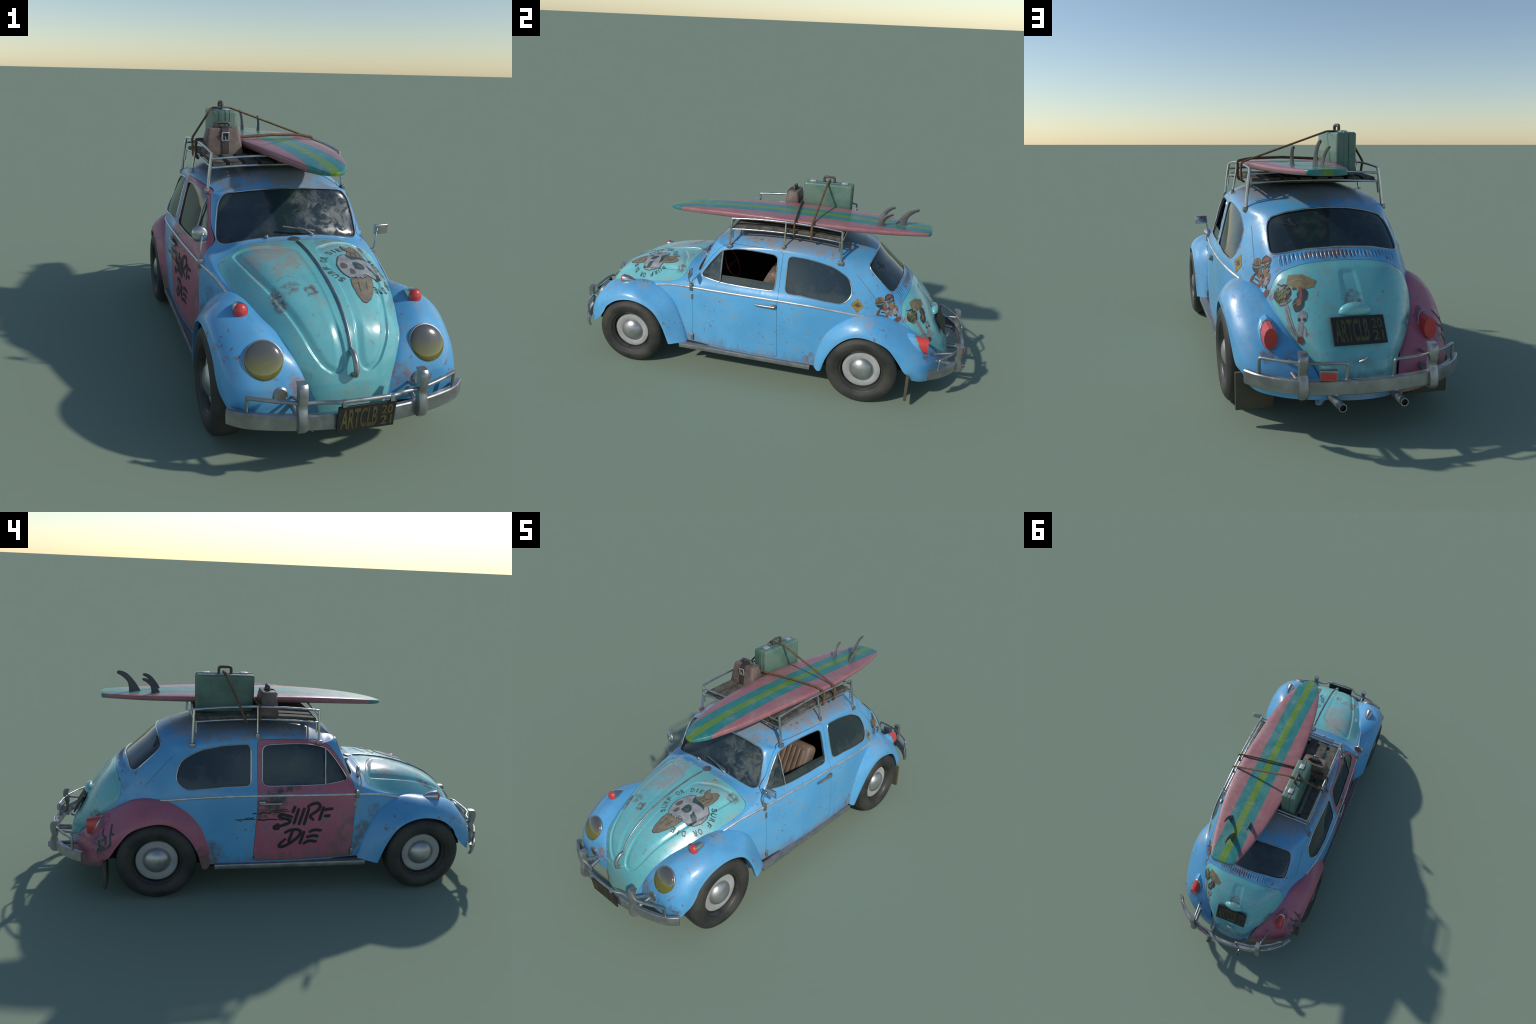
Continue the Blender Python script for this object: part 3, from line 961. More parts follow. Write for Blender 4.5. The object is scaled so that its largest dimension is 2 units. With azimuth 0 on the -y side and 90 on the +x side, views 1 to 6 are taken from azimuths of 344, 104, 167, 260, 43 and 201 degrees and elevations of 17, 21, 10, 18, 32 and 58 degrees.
REAR_FENDER = [
    [(0.315, 0.288, 0.145), (0.336, 0.297, 0.138), (0.346, 0.308, 0.126), (0.352, 0.317, 0.121), (0.3545, 0.327, 0.121), (0.3540, 0.336, 0.127)],
    [(0.318, 0.297, 0.220), (0.339, 0.306, 0.221), (0.351, 0.321, 0.219), (0.360, 0.336, 0.214), (0.3660, 0.348, 0.208), (0.3665, 0.357, 0.203)],
    [(0.312, 0.338, 0.328), (0.336, 0.346, 0.330), (0.351, 0.360, 0.319), (0.363, 0.374, 0.303), (0.3715, 0.387, 0.286), (0.3735, 0.396, 0.275)],
    [(0.298, 0.425, 0.393), (0.326, 0.430, 0.397), (0.346, 0.437, 0.383), (0.363, 0.444, 0.362), (0.3745, 0.450, 0.341), (0.3765, 0.456, 0.327)],
    [(0.270, 0.520, 0.415), (0.301, 0.520, 0.422), (0.331, 0.520, 0.410), (0.358, 0.518, 0.387), (0.3745, 0.515, 0.361), (0.3785, 0.512, 0.342)],
    [(0.240, 0.610, 0.405), (0.272, 0.612, 0.408), (0.312, 0.606, 0.394), (0.349, 0.597, 0.371), (0.3715, 0.586, 0.346), (0.3770, 0.577, 0.331)],
    [(0.215, 0.675, 0.372), (0.240, 0.680, 0.373), (0.285, 0.677, 0.359), (0.332, 0.667, 0.336), (0.3620, 0.651, 0.313), (0.3710, 0.634, 0.303)],
    [(0.195, 0.750, 0.318), (0.214, 0.756, 0.322), (0.260, 0.757, 0.306), (0.314, 0.745, 0.284), (0.3520, 0.717, 0.262), (0.3640, 0.682, 0.244)],
    [(0.160, 0.812, 0.250), (0.180, 0.820, 0.254), (0.232, 0.823, 0.240), (0.294, 0.806, 0.224), (0.3380, 0.768, 0.206), (0.3550, 0.719, 0.188)],
    [(0.130, 0.868, 0.190), (0.152, 0.874, 0.190), (0.212, 0.866, 0.176), (0.276, 0.837, 0.166), (0.3210, 0.794, 0.158), (0.3400, 0.739, 0.168)],
    [(0.112, 0.906, 0.130), (0.135, 0.902, 0.127), (0.200, 0.880, 0.126), (0.264, 0.842, 0.128), (0.3060, 0.800, 0.131), (0.3250, 0.755, 0.138)],
]
fenders = {}
for side in (1, -1):
    fenders["front", side], _ = fender("front_fender", FRONT_FENDER, paint_fender, side)
    fenders["rear", side], _ = fender("rear_fender", REAR_FENDER, paint_fender if side > 0 else paint_pink, side)
    for wy, wz in WHEELS:  # dark housing over each wheel
        a = np.radians(np.linspace(-14, 194, 27))
        arc = np.stack([np.zeros_like(a), wy + 0.184 * np.cos(a), wz + 0.184 * np.sin(a)], 1)
        x = V([0.185, 0.22, 0.27, 0.335])
        G = V([[p + V([xx, 0, 0]) for xx in x] for p in arc])
        G[:, 0, 1:] = V([wy, wz]) + (G[:, 0, 1:] - V([wy, wz])) * 0.02
        G[:, 0, 0] = 0.22
        low = arc[:, 2] < wz + 0.01  # below the axle only the inner wall goes on
        G[low, 1:, 0] = 0.2205 + V([0.0, 0.001, 0.002])
        obj("wheel_housing", (G * V([side, 1, 1])).reshape(-1, 3), grid_faces(len(a), 4), under_black, car)


# ----------------------------------------------------------------------------
# floor, exhausts, mudflaps
# ----------------------------------------------------------------------------
v, f = join([bevel_box((0.40, 1.50, 0.05), (0, 0.06, 0.155), 0.01), bevel_box((0.660, 0.70, 0.030), (0, -0.025, 0.132), 0.004),
             bevel_box((0.36, 0.20, 0.07), (0, 0.76, 0.125), 0.02)])
obj("floor_pan", v, f, under_black, car, True, angle=35)
for wy, wz in WHEELS:
    tube("axle", V([(-0.30, wy, wz), (0, wy, wz - 0.01), (0.30, wy, wz)]), 0.013, under_black, car)
for side in (1, -1):
    out = V([(side * 0.0975, 0.80, 0.128), (side * 0.0970, 0.88, 0.1305), (side * 0.0935, 0.999, 0.138)])
    v, f = tube_mesh(out, 0.0125, 12, caps=False)
    inn, g = tube_mesh(out[::-1] + V([0, -0.0004, 0]), 0.0098, 12, caps=True)
    ring = V([(p * 1.0) for p in v[-12:]]), None
    vv, ff = join([(v, f), (inn, g)])
    n0 = len(v) - 12
    m0 = len(v)
    for j in range(12):
        pass
    ex = obj("exhaust_pipe", v, f, chrome_dull, car, True)
    obj("exhaust_bore", inn + V([0, -0.006, 0]), g, under_black, ex, True)
    # end ring
    T, N, B = frames(out, False)
    a = np.linspace(0, 2 * math.pi, 12, endpoint=False)
    rv = [out[-1] + rr * (math.cos(t) * N[-1] + math.sin(t) * B[-1]) for rr in (0.0125, 0.0096) for t in a]
    obj("exhaust_lip", rv, grid_faces(2, 12, wrap_v=True), chrome_dull, ex)
    v, f = bevel_box((0.124, 0.014, 0.125), (side * 0.2995, 0.7370, 0.1085), 0.003)
    mf = obj("mudflap", v, f, flap_mat, car, True, angle=35)


# ----------------------------------------------------------------------------
# wheels
# ----------------------------------------------------------------------------
TYRE_SEG = 44
tyre_profile = [(-0.020, 0.100), (-0.040, 0.106), (-0.047, 0.122), (-0.047, 0.138), (-0.042, 0.154), (-0.033, 0.1645), (-0.018, 0.167), (0.0, 0.1675),
                (0.018, 0.167), (0.033, 0.1645), (0.042, 0.154), (0.0455, 0.146), (0.0465, 0.1445), (0.048, 0.138), (0.0485, 0.124), (0.0475, 0.1225), (0.045, 0.112), (0.040, 0.104), (0.030, 0.0995), (0.012, 0.098)]
rim_profile = [(-0.03, 0.02), (-0.03, 0.098), (0.006, 0.0995), (0.0325, 0.1005), (0.0355, 0.1020), (0.0375, 0.1000), (0.034, 0.0975), (0.010, 0.0950), (0.006, 0.086), (0.010, 0.083), (0.010, 0.03)]
disc_profile = [(0.004, 0.0845), (0.014, 0.0885), (0.019, 0.0875), (0.0215, 0.080), (0.020, 0.064), (0.015, 0.056), (0.012, 0.03)]
cap_profile = [(0.006, 0.0575), (0.014, 0.0585), (0.021, 0.0560), (0.029, 0.0500), (0.0365, 0.0405), (0.0425, 0.028), (0.046, 0.014), (0.047, 0.0005)]
wheel_meshes = None
for wy, wz in WHEELS:
    for side in (1, -1):
        w = empty("wheel", car)
        M = Matrix.Translation((side * 0.3285, wy, wz)) @ (Matrix.Identity(4) if side > 0 else Matrix.Rotation(math.pi, 4, "Z"))
        if wheel_meshes is None:
            wheel_meshes = []
            for nm, prof, mat, seg in (("tyre", tyre_profile, rubber, TYRE_SEG), ("rim", rim_profile, rim_dark, 40), ("rim_disc", disc_profile, rim_white, 40), ("hubcap", cap_profile, hub_mat, 40)):
                v, f = lathe_mesh(prof, seg)
                o = obj(nm, v, f, mat, w, True, angle=40)
                wheel_meshes.append(o)
                o.matrix_local = M
        else:
            for o in wheel_meshes:
                clone(o, o.name.split(".")[0], M @ Matrix.Rotation(random.uniform(0, 6), 4, "X"), w)


# ----------------------------------------------------------------------------
# lamps
# ----------------------------------------------------------------------------
def basis(axis, up=(0, 0, 1)):
    """matrix whose columns are (side, up, axis)"""
    a = V(axis, float)
    a /= np.linalg.norm(a)
    s = np.cross(V(up, float) if abs(a[2]) < 0.99 else V([0, 1.0, 0]), a)
    s /= np.linalg.norm(s)
    return np.stack([s, np.cross(a, s), a], 1)


def spun(profile, centre, axis, segs=32, squash=(1, 1)):
    """profile (along, radius) spun about axis through centre"""
    v, f = lathe_mesh(profile, segs, "z")
    v = v * V([squash[0], squash[1], 1])
    return v @ basis(axis).T + V(centre), f


for side in (1, -1):
    c = V([side * 0.249, -0.847, 0.317])
    ax = V([side * 0.03, -0.86, 0.50])
    v, f = spun([(-0.085, 0.050), (-0.055, 0.0605), (-0.030, 0.0590), (-0.012, 0.0575), (-0.004, 0.0568)], c, ax)
    hb = obj("headlight_bucket", v, f, paint_fender, car)
    v, f = spun([(-0.012, 0.0560), (-0.006, 0.0575), (0.000, 0.0575), (0.003, 0.0560), (0.002, 0.054)], c, ax)
    obj("headlight_ring", v, f, chrome_dull, hb)
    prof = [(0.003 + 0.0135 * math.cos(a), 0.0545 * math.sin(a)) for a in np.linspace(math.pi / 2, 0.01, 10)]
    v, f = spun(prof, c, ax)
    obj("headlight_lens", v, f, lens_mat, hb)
    # horn / fog disc under the headlight
    v, f = spun([(-0.012, 0.0225), (0.003, 0.0225), (0.0065, 0.0180), (0.0055, 0.0165), (0.0058, 0.001)], (side * 0.211, -0.8845, 0.2295), (side * 0.06, -1, 0.10), 14)
    obj("horn_grille", v, f, chrome_dull, car, True, angle=22)
    # bullet indicator on the fender crown
    prof = [(0.0, 0.0005), (0.008, 0.0075), (0.022, 0.0145), (0.042, 0.0200), (0.060, 0.0220), (0.0635, 0.0222)]
    v, f = spun(prof, (side * 0.279, -0.6465, 0.408), (0, -1, 0.02), 24, (1, 1.15))
    tl = obj("indicator_shell", v, f, chrome, car)
    prof = [(0.0615, 0.0215), (0.066, 0.0210), (0.072, 0.0185), (0.0775, 0.012), (0.0795, 0.0005)]
    v, f = spun(prof, (side * 0.279, -0.6465, 0.408), (0, -1, 0.02), 24, (1, 1.15))
    obj("indicator_lens", v, f, lamp, tl)
    # tail lamp: painted housing, chrome bezel leaning with the fender, upright red lens face
    def leaning_loft(name, rings, mat, parent, segs=16, angle=40):
        a = np.linspace(0, 2 * math.pi, segs, endpoint=False) + math.pi / segs
        R = V([[V(c) + V([math.cos(t) * w, math.sin(t) * hy, math.sin(t) * hz]) for t in a] for c, w, hy, hz in rings]) * V([side, 1, 1])
        f = grid_faces(len(rings), segs, flip=side > 0, wrap_v=True)
        last = tuple((len(rings) - 1) * segs + q for q in range(segs))
        f.append(last if side < 0 else last[::-1])
        return obj(name, R.reshape(-1, 3), f, mat, parent, True, angle=angle)

    th = leaning_loft("tail_lamp_housing", [((0.256, 0.715, 0.285), 0.026, -0.034, 0.062), ((0.2595, 0.745, 0.292), 0.0305, -0.030, 0.054), ((0.2600, 0.768, 0.295), 0.0285, -0.026, 0.048), ((0.2605, 0.772, 0.2955), 0.0270, -0.025, 0.0450)],
                      paint_fender if side > 0 else paint_pink, car, 10, 30)
    leaning_loft("tail_lamp_bezel", [((0.2605, 0.768, 0.295), 0.0268, -0.0250, 0.0448), ((0.2605, 0.7755, 0.2958), 0.0262, -0.0246, 0.0438), ((0.2605, 0.7765, 0.2958), 0.0235, -0.0225, 0.040)], chrome, th)
    leaning_loft("tail_lamp_lens", [((0.2605, 0.774, 0.2957), 0.0248, -0.0235, 0.0415), ((0.2606, 0.8000, 0.2940), 0.0226, -0.0045, 0.0365), ((0.2607, 0.8098, 0.2935), 0.0215, 0.0006, 0.0345)], lamp, th, 12, 25)


# ----------------------------------------------------------------------------
# bumpers
# ----------------------------------------------------------------------------
def blade(curve, z0, z1, thick, name, parent):
    """sprung steel blade: slightly domed face, thin edges"""
    T, N, B = frames(curve, False)
    rows = []
    for p, t in zip(curve, T):
        out = np.cross(V([0, 0, 1.0]), t)
        out /= np.linalg.norm(out)
        if out @ V([p[0], p[1], 0]) < 0:
            out = -out
        ring = []
        for fz, fo in ((0, -0.9), (0.0, 0.55), (0.07, 0.85), (0.5, 1.0), (0.93, 0.85), (1.0, 0.55), (1, -0.9), (0.5, 0.0)):
            ring.append(p + out * (fo * thick) + V([0, 0, z0 + (z1 - z0) * fz]))
        rows.append(ring)
    R = V(rows)
    n, k = R.shape[:2]
    f = grid_faces(n, k, wrap_v=True) + [tuple(range(k)), tuple((n - 1) * k + j for j in range(k))[::-1]]
    return obj(name, R.reshape(-1, 3), f, chrome_dull, parent, True, angle=28)


def overrider(x, y, sgn, z0, z1, parent):
    """upright guard: flat strap bowed out around the blade with a curled top"""
    prof = [(0.004, z0), (0.013, z0 + 0.010), (0.015, z0 + 0.028), (0.009, z0 + 0.055), (0.003, z0 + 0.074), (0.007, z0 + 0.090), (0.008, z0 + 0.112), (0.004, z1 - 0.008), (-0.003, z1)]
    P = V([(0, y + sgn * a, z) for a, z in prof])
    C = catmull(P, 4)
    w = 0.0125
    rows = []
    for i, p in enumerate(C):
        for dx, dy in ((-w, -0.022), (-w, 0.0), (-w * 0.55, 0.0035), (w * 0.55, 0.0035), (w, 0.0), (w, -0.022)):
            rows.append(V([x + dx, p[1] + sgn * dy, p[2]]))
    n = len(C)
    f = grid_faces(n, 6, wrap_v=True) + [tuple(range(6)), tuple((n - 1) * 6 + j for j in range(6))[::-1]]
    o = obj("overrider", rows, f, chrome_dull, parent, True, angle=45)
    return o


def plan_curve(pts, n=8):
    h = V(pts, float)
    full = np.vstack([h[:0:-1] * V([-1, 1]), h])
    c = catmull(np.c_[full, np.zeros(len(full))], n)
    return c


front = plan_curve([(0, -0.969), (0.085, -0.965), (0.173, -0.952), (0.26, -0.929), (0.318, -0.905), (0.356, -0.872)])
bf = blade(front, 0.156, 0.202, 0.008, "front_bumper", car)
back = plan_curve([(0, 0.979), (0.0715, 0.975), (0.14, 0.965), (0.198, 0.948), (0.26, 0.915), (0.311, 0.870), (0.342, 0.825)])
br = blade(back, 0.168, 0.212, 0.009, "rear_bumper", car)
for side in (1, -1):
    overrider(side * 0.1755, -0.9640, -1, 0.158, 0.295, bf)
    overrider(side * 0.1985, 0.9570, 1, 0.158, 0.294, br)
    # top rail of the front bumper, one side
    tube("bumper_post", V([(side * 0.311, -0.905, 0.198), (side * 0.311, -0.905, 0.248)]), 0.0048, chrome_dull, bf)
    # stays
    tube("bumper_stay", V([(side * 0.175, -0.945, 0.185), (side * 0.183, -0.86, 0.205)]), 0.008, chrome_dull, bf)
    tube("bumper_stay", V([(side * 0.175, -0.950, 0.240), (side * 0.178, -0.865, 0.212)]), 0.005, chrome_dull, bf)
    tube("bumper_stay", V([(side * 0.198, 0.935, 0.190), (side * 0.205, 0.84, 0.196)]), 0.009, chrome_dull, br)
    tube("bumper_stay", V([(side * 0.198, 0.945, 0.250), (side * 0.215, 0.83, 0.232)]), 0.005, chrome_dull, br)
    # rear guard rails: one hoop per side
    hoop = [(side * 0.0715, 0.965, 0.205), (side * 0.0715, 0.9715, 0.2605), (side * 0.14, 0.962, 0.2605), (side * 0.198, 0.944, 0.260), (side * 0.26, 0.908, 0.260), (side * 0.309, 0.868, 0.2600), (side * 0.309, 0.866, 0.208)]
    tube("guard_rail", rounded_path(hoop, 0.008), 0.0050, chrome_dull, br, 8)
rail = [(-0.311, -0.905, 0.244), (-0.25, -0.934, 0.243), (-0.1745, -0.956, 0.238), (-0.115, -0.965, 0.238), (-0.085, -0.985, 0.245), (-0.03, -0.990, 0.2465)]
rail = rail + [(-x, y, z) for x, y, z in rail[::-1]]
tube("guard_rail", catmull(rail, 4), 0.0058, chrome_dull, bf, 8)
for x in (-0.069, 0.069):
    box("plate_clip", (0.014, 0.014, 0.020), (x, -0.9885, 0.2415), chrome, bf, 0.003)
v, f = bevel_box((0.052, 0.022, 0.030), (0, 0, 0), 0.002)
R = basis((0.27, 0.96, 0.0))
rot = np.stack([R[:, 0], R[:, 2], R[:, 1]], 1)
fog = obj("rear_reflector", v @ rot.T + V([0.128, 0.968, 0.229]), f, chrome_dull, br, True, angle=35)
v, f = bevel_box((0.046, 0.004, 0.023), (0, 0.0115, -0.001), 0.0008)
obj("reflector_lens", v @ rot.T + V([0.128, 0.968, 0.229]), f, lamp, fog, True, angle=35)


# ---- number plates -----------------------------------------------------------
def text_mesh(txt, size, spacing=1.0, shear=0.0, bold=0.025):
    cu = bpy.data.curves.new("letters", "FONT")
    cu.body = txt
    cu.size = size
    cu.space_character = spacing
    cu.shear = shear
    cu.offset = size * bold
    cu.align_x, cu.align_y = "CENTER", "CENTER"
    cu.resolution_u = 4
    o = bpy.data.objects.new("letters", cu)
    bpy.context.scene.collection.objects.link(o)
    dg = bpy.context.evaluated_depsgraph_get()
    me = bpy.data.meshes.new_from_object(o.evaluated_get(dg))
    v = V([x.co for x in me.vertices]) if len(me.vertices) else np.zeros((0, 3))
    f = [tuple(p.vertices) for p in me.polygons]
    bpy.data.objects.remove(o)
    bpy.data.curves.remove(cu)
    bpy.data.meshes.remove(me)
    return v, f


def fit(v, w, h):
    lo, hi = v.min(0), v.max(0)
    v = (v - (lo + hi) / 2)
    v[:, 0] *= w / (hi[0] - lo[0])
    v[:, 1] *= h / (hi[1] - lo[1])
    return v


def plate(centre, across, down, size, parent):
    """dark plate with raised letters; across/down are the plate's own axes"""
    a = V(across, float) / np.linalg.norm(across)
    d = V(down, float) / np.linalg.norm(down)
    n = np.cross(d, a)
    v, f = bevel_box((size[0], size[1], 0.006), (0, 0, 0), 0.0012, 1)
    B = np.stack([a, -d, n], 1)
    o = obj("number_plate", v @ B.T + V(centre), f, plate_black, parent, True, angle=35)
    for txt, w, h, px, py in (("ARTCLB", 0.63, 0.80, -0.135, 0.0), ("20", 0.20, 0.36, 0.345, 0.21), ("21", 0.20, 0.36, 0.345, -0.21)):
        v, f = text_mesh(txt, 0.05)
        v = fit(v, w * size[0], h * size[1]) + V([px * size[0], py * size[1], 0.0037])
        obj("plate_letters", v @ B.T + V(centre), f, plate_yellow, o, False)


plate((0, -0.9835, 0.1915), (1, 0, 0), (0, 0.10, -0.99), (0.168, 0.080), bf)
plate((0, 0.8605, 0.3195), (-1, 0, 0), (0, 0.0465, -0.0745), (0.170, 0.088), lid)

# lamp hood over the rear plate, latch
v, f = lathe_mesh([(0.052 * math.cos(a), 0.030 * math.sin(a)) for a in np.linspace(0, math.pi, 15)], 20, "x")
v = v[(v[:, 0] < 9)]
v = v * V([1, 0.75, 1.10])
ok = v[:, 2] > -0.002
v[~ok, 2] = -0.002
obj("plate_lamp_hood", v + V([0, 0.820, 0.365]), f, paint_teal, lid, True, angle=60)
tube("lid_latch", V([(0.008, 0.897, 0.232), (-0.004, 0.905, 0.240), (-0.013, 0.904, 0.248)]), 0.005, chrome, lid, 8)


# ----------------------------------------------------------------------------
# hood fittings, wipers, mirrors, handles, hinges
# ----------------------------------------------------------------------------
jc = len(T_AX) // 2
line, line_n = BODY[:, jc], BODY_N[:, jc]
sel = (line[:, 1] > -0.861) & (line[:, 1] < -0.392) & (line[:, 2] < 0.53)
P = line[sel] + line_n[sel] * 0.0028
tube("hood_strip", P, 0.0040, chrome_dull, hood, 8, squash=1.0)
tube("hood_handle", catmull(V([(0, -0.860, 0.328), (0, -0.880, 0.327), (0, -0.899, 0.309), (0, -0.907, 0.288), (0, -0.904, 0.272), (0, -0.890, 0.267)]), 5), 0.0080, chrome_dull, hood, 10)
v, f = spun([(-0.004, 0.020), (0.0025, 0.020), (0.004, 0.016), (0.0045, 0.001)], (0, -0.372, 0.5185), (0, -0.10, 1), 24)
obj("hood_badge", v, f, chrome_dull, hood, True, angle=40)
for x, y, z in ((0.0759, -0.331, 0.521), (-0.0914, -0.333, 0.522)):
    v, f = spun([(-0.006, 0.0075), (0.003, 0.0075), (0.008, 0.005), (0.010, 0.0006)], (x, y - 0.006, z + 0.001), (0, -0.7, 0.7), 14)
    obj("wiper_pivot", v, f, chrome_dull, car)
arm = V([(0.0759, -0.342, 0.527), (0.045, -0.3445, 0.545), (0.018, -0.341, 0.552)])
wp = tube("wiper_arm", arm, 0.0026, chrome_dull, car, 6)
tube("wiper_blade", V([(0.086, -0.338, 0.536), (0.03, -0.339, 0.546), (-0.032, -0.334, 0.556)]), 0.0028, chrome_dull, wp, 6)

for side in (1, -1):
    # outside mirror: base block, thin stalk, head (oblong on the left, round on the right)
    base = V([side * 0.317, -0.330, 0.440])
    mb = box("mirror_base", (0.022, 0.016, 0.034), base, chrome_dull, car, 0.003)
    ball = V([side * (0.330 if side > 0 else 0.3125), -0.3300, 0.523 if side > 0 else 0.540])
    tube("mirror_stalk", catmull(V([base + V([side * 0.003, -0.004, 0.015]), base + V([side * 0.004, -0.012, 0.045]), ball]), 5), 0.0030, chrome_dull, mb, 6)
    v, f = spun([(-0.0065 * math.cos(a), 0.0065 * math.sin(a) + 0.0001) for a in np.linspace(0, math.pi, 8)], ball, (0, 0, 1), 12)
    obj("mirror_ball", v, f, chrome, mb)
    if side > 0:
        ax = basis((0.10, -1, -0.05))
        v, f = bevel_box((0.056, 0.037, 0.010), (0, 0, 0), 0.004, 3)
        obj("mirror_head", v @ ax.T + V([0.3500, -0.3225, 0.5255]), f, chrome, mb, True, angle=40)
    else:
        v, f = spun([(-0.006, 0.0008), (-0.006, 0.0255), (-0.003, 0.0275), (0.001, 0.0275), (0.0055, 0.0225), (0.0085, 0.012), (0.0095, 0.0006)], (-0.3200, -0.3215, 0.5400), (-0.20, -1, 0.02), 28)
        obj("mirror_head", v, f, chrome, mb, True, angle=50)
    # hinges
    for z, x in ((0.393, 0.3215), (0.1755, 0.327)):
        v, f = bevel_box((0.012, 0.0135, 0.034), (side * x, -0.3235, z), 0.0045, 3)
        obj("door_hinge", v, f, chrome_dull, door[side], True, angle=60)
    # handle
    grip = V([(side * 0.352, 0.004, 0.4135), (side * 0.3555, 0.03, 0.4145), (side * 0.3575, 0.07, 0.4155), (side * 0.358, 0.098, 0.416)])
    tube("door_handle", grip, V([0.0052, 0.0060, 0.0068, 0.0072]), chrome_dull, door[side], 8)
    box("handle_boss", (0.018, 0.030, 0.019), (side * 0.3525, 0.090, 0.4185), chrome_dull, door[side], 0.004)


# ----------------------------------------------------------------------------
# cabin: seats and steering wheel seen through the open window
# ----------------------------------------------------------------------------
def seat(x):
    s = empty("seat", car)
    v, f = bevel_box((0.205, 0.070, 0.235), (0, 0, 0), 0.026, 4)
    sub = Matrix.Rotation(math.radians(-26), 3, "X")
    v = v @ V(sub).T + V([x, 0.030, 0.440])
    obj("seat_back", v, f, seat_mat, s, True)
    for k in range(6):  # stitched flutes
        dx = (k - 2.5) * 0.027
        v, f = bevel_box((0.0265, 0.020, 0.190), (dx, -0.031, -0.004), 0.0085, 3)
        v = v @ V(sub).T + V([x, 0.030, 0.440])
        obj("seat_flute", v, f, seat_mat, s, True)
    v, f = bevel_box((0.20, 0.24, 0.08), (x, -0.11, 0.205), 0.022, 3)
    obj("seat_cushion", v, f, seat_mat, s, True)


seat(0.162)
seat(-0.162)
axis = V([0, 0.88, 0.45])
t = np.linspace(0, 2 * math.pi, 40, endpoint=False)
Bs = basis(axis)
ring = V([V([0.155, -0.175, 0.525]) + 0.070 * (math.cos(a) * Bs[:, 0] + math.sin(a) * Bs[:, 1]) for a in t])
sw = tube("steering_wheel", ring, 0.0048, wheel_red, car, 8, True)
tube("steering_column", V([(0.155, -0.175, 0.525), (0.155, -0.26, 0.47)]), 0.010, under_black, sw)
tube("steering_spoke", V([ring[0], (0.155, -0.178, 0.523), ring[20]]), 0.004, wheel_red, sw)
box("cabin_floor", (0.60, 0.37, 0.02), (0, -0.165, 0.250), under_black, car, 0.004)
box("cabin_light_block", (0.54, 0.26, 0.20), (0, 0.315, 0.255), under_black, car, 0.03)  # dark block added to stop sunlight leaking through the cabin
box("dashboard", (0.50, 0.04, 0.09), (0, -0.272, 0.455), under_black, car, 0.01)


# ----------------------------------------------------------------------------
# roof rack
# ----------------------------------------------------------------------------
rack = empty("roof_rack", car)
y0, y1, xm = -0.153, 0.369, 0.242


def bow(y, top, dip=0.0):
    u = (y - (y0 + y1) / 2) / ((y1 - y0) / 2)
    return top - dip * u * u


ys = np.linspace(y0, y1, 15)
for side in (1, -1):
    tube("rack_rail", V([(side * (xm + 0.003 * (1 - ((y - 0.108) / 0.261) ** 2)), y, bow(y, 0.8015, 0.0145)) for y in ys]), 0.0048, chrome, rack, 8)
    tube("rack_rail", V([(side * (xm + 0.002), y, bow(y, 0.7480, 0.0120)) for y in ys]), 0.0042, chrome, rack, 8)
    for y, fy, fz, fx in ((y0, -0.158, 0.660, 0.258), (y1, 0.376, 0.647, 0.259)):
        foot = V([side * fx, fy, fz])
        top = V([side * xm, y, 0.787])
        tube("rack_post", V([foot, top * 0.5 + foot * 0.5 + V([side * 0.0015, 0, 0]), top]), 0.0056, chrome, rack, 8)
        inner = V([side * (xm + 0.001), y + (0.007 if y < 0 else -0.007), 0.738])
        tube("rack_post", V([inner, inner + V([side * 0.006, 0, -0.045])]), 0.0035, chrome, rack, 6)
        box("rack_foot", (0.014, 0.026, 0.018), foot + V([side * 0.004, 0, -0.005]), chrome_dull, rack, 0.003)
    top = V([side * (xm + 0.003), 0.1075, 0.8015])
    foot = V([side * 0.2645, 0.108, 0.690])
    tube("rack_post", V([foot, top]), 0.0038, chrome, rack, 8)
    box("rack_foot", (0.012, 0.016, 0.030), foot + V([side * 0.0015, 0, -0.010]), chrome_dull, rack, 0.003)
xs = np.linspace(-xm, xm, 13)
for y in (y0, y1):
    tube("rack_crossbar", V([(x, y, 0.767 + 0.008 * (1 - (x / xm) ** 2)) for x in xs]), 0.0042, chrome, rack, 8)
    tube("rack_crossbar", V([(x, y, 0.7355 + 0.0075 * (1 - (x / xm) ** 2)) for x in xs]), 0.0045, chrome, rack, 8)
for y in (y0 + 0.03, 0.1075, y1 - 0.03):
    v, f = bevel_box((0.47, 0.022, 0.006), (0, y, bow(y, 0.7435, 0.010)), 0.002)
    obj("rack_batten", v, f, wood_slat, rack, True, angle=35)
for k in range(8):
    x = (k - 3.5) * 0.0605
    yy = np.linspace(y0 + 0.008, y1 - 0.008, 15)
    w, h = 0.0225, 0.0065
    rows = [[V([x + a * w, y, bow(y, 0.7560, 0.0110) + b * h + RNG.normal(0, 0.0002)]) for a, b in ((-1, -1), (1, -1), (1, 0.6), (0.9, 1), (-0.9, 1), (-1, 0.6))] for y in yy]
    R = V(rows)
    f = grid_faces(15, 6, wrap_v=True) + [tuple(range(6)), tuple(14 * 6 + j for j in range(6))[::-1]]
    obj("rack_slat", R.reshape(-1, 3), f, wood_slat, rack, True, angle=30)

